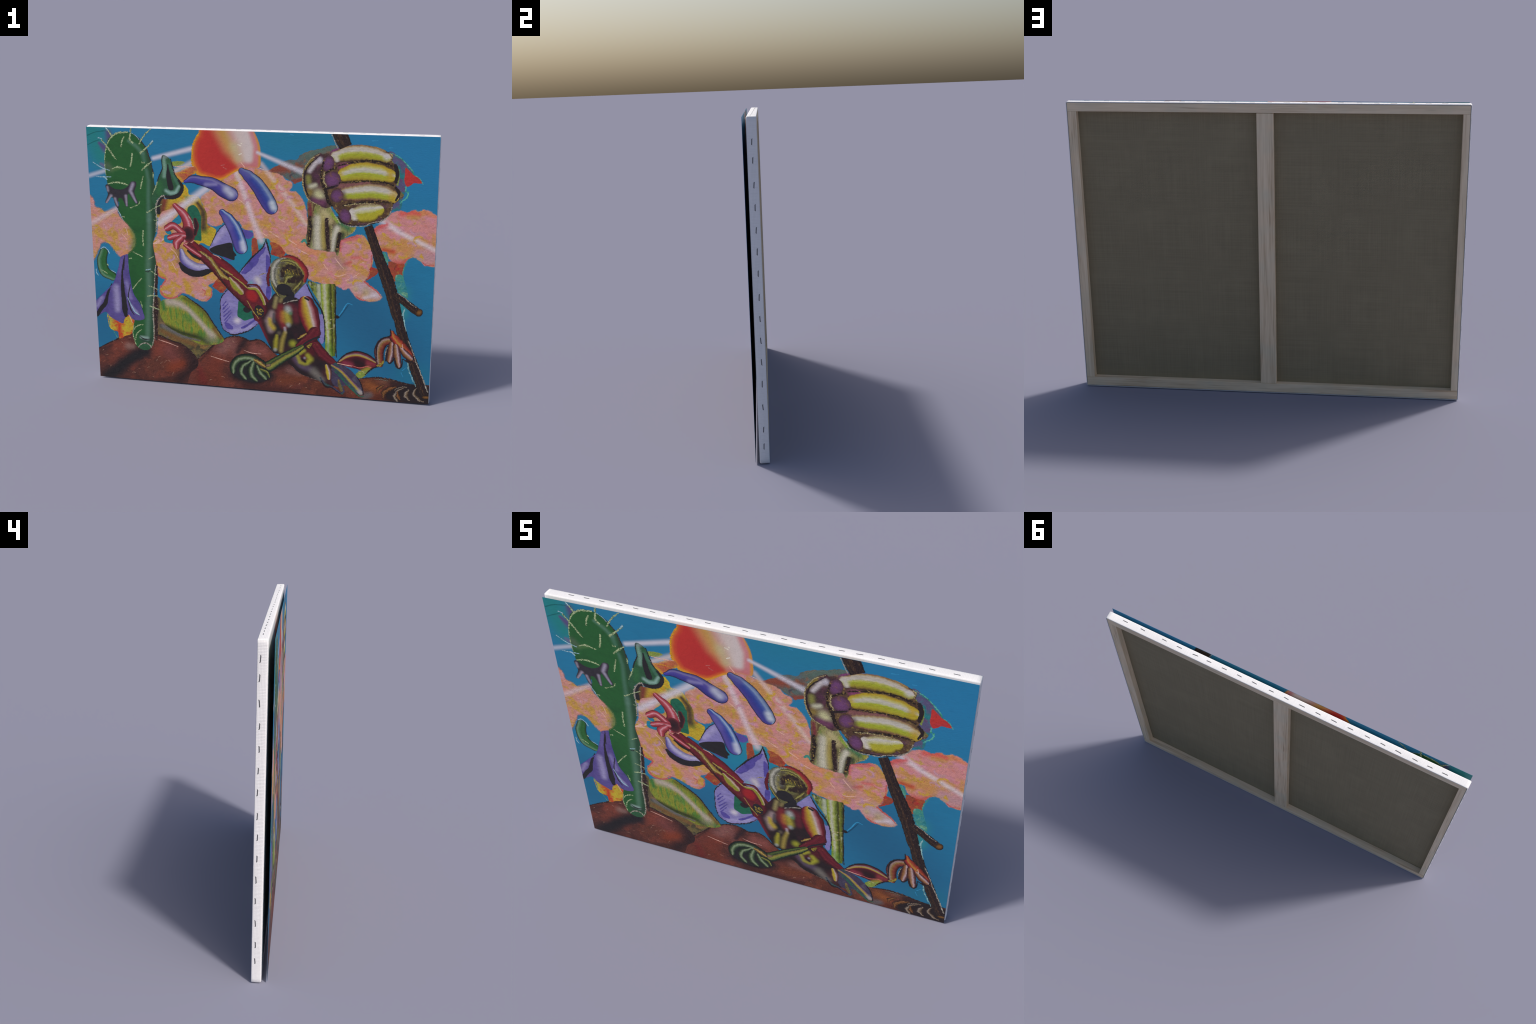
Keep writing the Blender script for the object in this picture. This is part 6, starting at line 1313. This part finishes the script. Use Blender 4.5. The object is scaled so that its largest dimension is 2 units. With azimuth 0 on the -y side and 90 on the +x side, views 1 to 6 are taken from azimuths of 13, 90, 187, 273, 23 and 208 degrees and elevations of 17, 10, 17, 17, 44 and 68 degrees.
paint('visor_olive', '0:2c2622 0.2:54502c 0.45:7e7a3a 0.6:8c8850 0.8:565030 1:2a2420', warp=0.16, grain=0.35)
paint('visor_grey', '0:3c3a34 0.25:74746a 0.5:a09e94 0.75:7c7c6c 1:44423a', warp=0.12, grain=0.3)
paint('face_shade', '2c2220', mottle=[('54482c', 40, 0.52, 0.66, 0.8)], grain=0.3)
head = Motif('head')
head.fill([(0.074, 0.003), (0.100, 0.034), (0.144, 0.056), (0.184, 0.068), (0.228, 0.054), (0.265, 0.018), (0.291, -0.021), (0.280, -0.075), (0.247, -0.119), (0.207, -0.164), (0.155, -0.191), (0.107, -0.156), (0.079, -0.100)], 'helmet',
          ragged=0.003, soft=0.005)
head.stroke([(0.144, 0.049), (0.107, 0.024), (0.090, -0.026), (0.092, -0.080), (0.111, -0.121)], (0.0181, 0.0326, 0.0290, 0.0290, 0.0145), 'visor_grey', ragged=0.006, soft=0.006)
head.stroke([(0.140, 0.037), (0.177, 0.045), (0.218, 0.031), (0.254, -0.005), (0.271, -0.045)], (0.0145, 0.0217, 0.0217, 0.0181, 0.0109), 'visor_olive', ragged=0.006, soft=0.006)
head.stroke([(0.144, -0.053), (0.151, -0.019), (0.185, 0.002), (0.229, -0.014), (0.262, -0.046)], (0.0145, 0.0290, 0.0326, 0.0304, 0.0181), 'face_shade', ragged=0.008, soft=0.008)
head.stroke([(0.185, -0.081), (0.222, -0.068), (0.262, -0.069)], (0.0217, 0.0362, 0.0217), 'face_shade', ragged=0.008, soft=0.008)
head.stroke([(0.163, -0.087), (0.174, -0.059), (0.199, -0.050)], (0.0181, 0.0290, 0.0145), 'visor_olive', ragged=0.006, soft=0.005)
head.stroke([(0.211, -0.129), (0.233, -0.105), (0.251, -0.081)], (0.0145, 0.0181, 0.0109), 'visor_olive', ragged=0.006, soft=0.005)
head.stroke([(0.148, 0.061), (0.184, 0.066), (0.228, 0.048), (0.269, 0.004), (0.283, -0.033), (0.273, -0.076)], (0.0072, 0.0174, 0.0253, 0.0290, 0.0232, 0.0145), 'cap_red', ragged=0.004, soft=0.005)
head.stroke([(0.072, -0.005), (0.061, -0.066), (0.064, -0.112)], (0.0109, 0.0181, 0.0145), 'maroon', ragged=0.004)
head.oval([(0.153, -0.133)][0], 0.0434, 0.0344, 'soot', -0.2)
head.stroke([(0.174, -0.140), (0.192, -0.169), (0.163, -0.198)], (0.0434, 0.0471, 0.0253), 'soot', ragged=0.004, soft=0.006)
for c in ([(0.159, -0.015), (0.164, -0.035)], [(0.174, -0.010), (0.179, -0.030)], [(0.185, -0.017), (0.192, -0.033)], [(0.203, -0.019), (0.210, -0.034)], [(0.218, -0.026), (0.229, -0.041)], [(0.236, -0.032), (0.243, -0.043)]):
    head.stroke(c, (0.0033, 0.0047), 'gold_speck', ragged=0.006)
head.stroke([(0.081, -0.096), (0.099, -0.133), (0.122, -0.170)], (0.0072, 0.0123, 0.0087), 'visor_olive', ragged=0.005, soft=0.005)
head.stroke([(0.103, -0.006), (0.129, -0.003)], 0.0029, 'pale_line')
head.done()

arm = Motif('bent_arm')
arm.stroke([(0.283, -0.209), (0.293, -0.252), (0.310, -0.316), (0.325, -0.374)], (0.0941, 0.1195, 0.1086, 0.0833), 'limb_glow', per=14)
arm.stroke([(0.334, -0.381), (0.314, -0.410), (0.279, -0.438), (0.238, -0.471)], (0.0688, 0.0688, 0.0507, 0.0290), 'maroon', ragged=0.002, soft=0.006)
arm.stroke([(0.238, -0.428), (0.260, -0.410), (0.282, -0.393)], (0.0072, 0.0181, 0.0109), 'ochre_highlight', ragged=0.004)
arm.stroke([(0.277, -0.175), (0.296, -0.185)], 0.0109, 'soot')
arm.stroke([(0.360, -0.406), (0.320, -0.425), (0.275, -0.456), (0.223, -0.520)], (0.0109, 0.0109, 0.0094, 0.0036), 'soot', ragged=0.003)
arm.stroke([(0.257, -0.478), (0.216, -0.509), (0.159, -0.546), (0.102, -0.587), (0.056, -0.619), (0.018, -0.618)], (0.0326, 0.0471, 0.0543, 0.0615, 0.0688, 0.0615), 'green_flesh', ragged=0.003, per=12)
arm.stroke([(0.067, -0.606), (0.037, -0.612), (0.014, -0.602)], (0.0181, 0.0217, 0.0145), 'wrist_tan', ragged=0.003, core=True)
arm.done()
hand = Motif('planted_hand')
hand.fill([(-0.168, -0.634), (-0.144, -0.591), (-0.086, -0.558), (-0.005, -0.571), (0.033, -0.613), (0.073, -0.662), (0.063, -0.695), (0.017, -0.718), (-0.022, -0.724), (-0.084, -0.719), (-0.138, -0.693)], 'soot', soft=0.012)  # black field painted as the shadow beneath the fingers
hand.stroke([(0.018, -0.606), (-0.036, -0.578), (-0.082, -0.574), (-0.121, -0.589), (-0.149, -0.628), (-0.151, -0.661)], (0.0615, 0.0652, 0.0543, 0.0507, 0.0489, 0.0398), 'green_digit', ragged=0.003)
hand.stroke([(0.037, -0.616), (0.006, -0.595), (-0.021, -0.581)], (0.0181, 0.0253, 0.0145), 'ochre_highlight', ragged=0.005)
hand.stroke([(-0.052, -0.596), (-0.091, -0.627), (-0.103, -0.669), (-0.084, -0.696)], (0.0290, 0.0453, 0.0471, 0.0398), 'green_digit', ragged=0.003)
hand.stroke([(-0.032, -0.610), (-0.044, -0.648), (-0.037, -0.684), (-0.020, -0.703)], (0.0398, 0.0525, 0.0489, 0.0398), 'green_digit', ragged=0.003)
hand.stroke([(-0.002, -0.628), (0.013, -0.659), (0.036, -0.686)], (0.0326, 0.0471, 0.0416), 'green_digit', ragged=0.003)
hand.stroke([(0.017, -0.638), (0.052, -0.652), (0.065, -0.679)], (0.0181, 0.0217, 0.0145), 'green_flesh', ragged=0.003)
hand.stroke([(-0.083, -0.627), (-0.087, -0.664), (-0.068, -0.691)], (0.0036, 0.0109, 0.0051), 'soot')
hand.stroke([(-0.125, -0.630), (-0.122, -0.663), (-0.107, -0.694)], (0.0036, 0.0109, 0.0051), 'soot')
hand.stroke([(-0.015, -0.645), (-0.014, -0.674), (0.002, -0.697)], (0.0036, 0.0101, 0.0051), 'soot')
hand.done()

paint('foot_teal', '2c4a48', mottle=[('3c3450', 16, 0.46, 0.6, 0.9), ('4c6460', 30, 0.56, 0.7, 0.7)], grain=0.25)
paint('shin', '0:2c2830 0.14:4a3a58 0.3:7c5a5c 0.42:8c7c3c 0.54:98882c 0.66:7c6a44 0.8:3c4c4c 1:28403c', warp=0.06, grain=0.18, marks=[([(0.603, -0.731)], 0.0253, '8c8888', 0.9)])
paint('thigh', '4a1b24', mottle=[('6a2430', 10, 0.45, 0.62, 0.8)], marks=[([(0.574, -0.546), (0.618, -0.554)], (0.0398, 0.0326), '241a1d', 0.95), ([(0.508, -0.555), (0.545, -0.564)], (0.0181, 0.0217), '7c3040', 0.8),
      ([(0.647, -0.548), (0.676, -0.549)], (0.0217, 0.0181), '7a3038', 0.8), ([(0.619, -0.597), (0.648, -0.579)], (0.0181, 0.0181), '8c8030', 0.8)], grain=0.15)
paint('thigh_rim', '0:2c1c20 0.2:7c5c64 0.4:8a7a54 0.6:94842c 0.8:6c3430 1:4a1b24', warp=0.06, grain=0.16)
paint('foot_violet', '3a3448', mottle=[('4c4a58', 22, 0.5, 0.66, 0.8)], grain=0.2)
leg = Motif('leg')
leg.stroke([(0.343, -0.462), (0.381, -0.511), (0.426, -0.547), (0.463, -0.563)], (0.0543, 0.0615, 0.0471, 0.0217), 'maroon', ragged=0.002)
leg.fill([(0.441, -0.569), (0.490, -0.585), (0.546, -0.652), (0.525, -0.690), (0.462, -0.706), (0.435, -0.670)], 'foot_violet', soft=0.006)
leg.stroke([(0.460, -0.579), (0.516, -0.626), (0.554, -0.671), (0.592, -0.720)], (0.0398, 0.0688, 0.0688, 0.0434), 'foot_teal', ragged=0.004, soft=0.008)
leg.stroke([(0.486, -0.573), (0.531, -0.613), (0.576, -0.661), (0.614, -0.726)], (0.0217, 0.0398, 0.0434, 0.0181), 'foot_violet', ragged=0.003)
leg.stroke([(0.438, -0.577), (0.490, -0.609), (0.535, -0.657), (0.577, -0.701), (0.607, -0.734)], (0.0181, 0.0290, 0.0326, 0.0348, 0.0253), 'shin', ragged=0.002)
leg.stroke([(0.406, -0.584), (0.416, -0.619), (0.420, -0.655)], (0.0253, 0.0398, 0.0290), 'rib_glow')
leg.stroke([(0.622, -0.745), (0.610, -0.686), (0.579, -0.629)], (0.0043, 0.0051, 0.0036), 'ink', ragged=0.003)
leg.stroke([(0.453, -0.612), (0.510, -0.671), (0.555, -0.719), (0.600, -0.755), (0.626, -0.755)], (0.0029, 0.0051, 0.0051, 0.0051, 0.0029), 'spruce', ragged=0.003)
leg.stroke([(0.368, -0.660), (0.402, -0.701), (0.432, -0.710), (0.462, -0.728), (0.492, -0.747), (0.507, -0.732), (0.491, -0.697), (0.472, -0.670)], (0.0058, 0.0109, 0.0101, 0.0094, 0.0094, 0.0087, 0.0072, 0.0043), 'foot_teal', ragged=0.005, soft=0.006)
leg.stroke([(0.375, -0.679), (0.398, -0.707), (0.436, -0.716), (0.466, -0.736), (0.489, -0.750)], (0.0036, 0.0058, 0.0043, 0.0051, 0.0029), 'ink', ragged=0.004)
leg.stroke([(0.476, -0.666), (0.484, -0.698), (0.496, -0.729)], (0.0109, 0.0181, 0.0145), 'dry_grass', ragged=0.004)
leg.done()
leg = Motif('bent_leg')
leg.fill([(0.575, -0.621), (0.604, -0.595), (0.648, -0.579), (0.673, -0.571), (0.648, -0.599), (0.627, -0.625), (0.605, -0.642), (0.590, -0.640)], 'leaf_green', ragged=0.003)
leg.fill([(0.465, -0.559), (0.514, -0.503), (0.572, -0.480), (0.631, -0.490), (0.668, -0.510), (0.694, -0.532), (0.719, -0.537), (0.720, -0.557), (0.691, -0.563), (0.655, -0.582), (0.619, -0.593), (0.574, -0.585), (0.530, -0.577), (0.493, -0.569)], 'thigh', ragged=0.002)
leg.stroke([(0.482, -0.546), (0.525, -0.514), (0.580, -0.500), (0.631, -0.511), (0.683, -0.535)], (0.0145, 0.0239, 0.0253, 0.0232, 0.0145), 'thigh_rim')
leg.stroke([(0.464, -0.557), (0.514, -0.502), (0.572, -0.478), (0.631, -0.488), (0.668, -0.508), (0.694, -0.530)], (0.0036, 0.0065, 0.0072, 0.0072, 0.0058, 0.0036), 'ink', ragged=0.003)
leg.stroke([(0.467, -0.560), (0.515, -0.567), (0.552, -0.571)], (0.0022, 0.0036, 0.0022), 'cloud_light')
leg.stroke([(0.552, -0.568), (0.596, -0.578), (0.640, -0.566), (0.670, -0.575)], (0.0022, 0.0043, 0.0043, 0.0029), 'cloud_rim')
leg.stroke([(0.589, -0.598), (0.619, -0.601), (0.634, -0.612)], (0.0022, 0.0033, 0.0018), 'cream_line')
leg.stroke([(0.630, -0.616), (0.662, -0.582), (0.691, -0.565), (0.720, -0.557)], (0.0051, 0.0065, 0.0058, 0.0036), 'ink', ragged=0.004)
leg.done()

paint('claw_skin', '0:241a1c 0.14:4c2a2c 0.3:86706c 0.44:7c6438 0.6:74422c 0.78:6a2c26 0.9:3c1e1e 1:241a1c', warp=0.12, grain=0.3)
paint('claw_pale', '0:241a1c 0.16:5c3c40 0.34:a08c90 0.5:8c6a54 0.66:74502c 0.84:4c2a28 1:201819', warp=0.10, grain=0.26)
paint('claw_fire', '0:2c1a1c 0.15:7a2c24 0.35:96482a 0.5:9c7434 0.62:94342a 0.8:5c1f22 1:2a191c', warp=0.14, grain=0.3)
claw = Motif('clutching_hand')
claw.stroke([(0.712, -0.546), (0.708, -0.511), (0.705, -0.464), (0.723, -0.416), (0.759, -0.398), (0.784, -0.411)], (0.0362, 0.0489, 0.0543, 0.0543, 0.0471, 0.0362), 'claw_skin', ragged=0.004)
claw.stroke([(0.775, -0.346), (0.787, -0.380), (0.824, -0.423), (0.869, -0.470), (0.888, -0.500)], (0.0217, 0.0507, 0.0597, 0.0507, 0.0362), 'claw_fire', ragged=0.003)
claw.stroke([(0.774, -0.420), (0.772, -0.466), (0.764, -0.514)], (0.0326, 0.0420, 0.0344), 'claw_pale', ragged=0.002)
claw.stroke([(0.799, -0.433), (0.806, -0.487), (0.817, -0.545)], (0.0362, 0.0453, 0.0362), 'claw_pale', ragged=0.002)
claw.stroke([(0.832, -0.446), (0.858, -0.475), (0.888, -0.500)], (0.0290, 0.0416, 0.0326), 'claw_pale', ragged=0.002)
claw.stroke([(0.753, -0.433), (0.747, -0.476), (0.744, -0.523)], (0.0058, 0.0094, 0.0051), 'ink', ragged=0.003)
claw.stroke([(0.752, -0.523), (0.767, -0.535), (0.784, -0.520), (0.794, -0.504), (0.803, -0.538), (0.818, -0.562), (0.835, -0.547), (0.838, -0.504)], (0.0043, 0.0065, 0.0058, 0.0072, 0.0065, 0.0072, 0.0058, 0.0036), 'ink', ragged=0.003)
claw.stroke([(0.841, -0.504), (0.870, -0.517), (0.895, -0.511), (0.901, -0.483)], (0.0043, 0.0065, 0.0072, 0.0051), 'ink', ragged=0.003)
claw.stroke([(0.764, -0.328), (0.767, -0.366), (0.729, -0.384), (0.696, -0.422), (0.690, -0.469), (0.694, -0.520)], (0.0036, 0.0051, 0.0058, 0.0072, 0.0058, 0.0036), 'ink', ragged=0.003)
claw.stroke([(0.753, -0.437), (0.743, -0.469), (0.740, -0.500)], (0.0018, 0.0029, 0.0014), 'pale_line')
claw.stroke([(0.698, -0.555), (0.720, -0.545), (0.734, -0.524)], (0.0109, 0.0145, 0.0072), 'gold_speck', ragged=0.006)
claw.stroke([(0.834, -0.415), (0.839, -0.441)], 0.0029, 'cloud_light')
claw.done()

# ---- ridges of thick paint in the sky
paint('sky_ridge', '2f7fa8', grain=0.1)
paint('sky_trough', '1a4460', grain=0.1)
ridges = Motif('paint_ridges', kind='stuff')
ridges.stroke([(0.466, -0.277), (0.491, -0.240), (0.519, -0.192), (0.548, -0.198)], (0.0043, 0.0065, 0.0051, 0.0022), 'sky_ridge')
ridges.stroke([(0.473, -0.280), (0.498, -0.243), (0.525, -0.201)], (0.0043, 0.0051, 0.0022), 'sky_trough')
ridges.oval([(0.461, -0.277)][0], 0.0123, 0.0094, 'ink')
for c in ([(0.635, 0.738), (0.666, 0.741)], [(0.725, 0.703), (0.745, 0.704)], [(0.191, 0.760), (0.208, 0.756)], [(0.833, -0.587), (0.845, -0.613)], [(0.840, -0.574), (0.861, -0.553)]):
    ridges.stroke(c, (0.0029, 0.0018), 'sky_ridge')
paint('teal_ridge', '185a5c', grain=0.1)
for c in ([(-0.991, 0.720), (-0.943, 0.740), (-0.877, 0.751)], [(-0.991, 0.667), (-0.943, 0.689), (-0.919, 0.697)]):
    ridges.stroke(c, (0.0018, 0.0029, 0.0014), 'teal_ridge')
ridges.done()
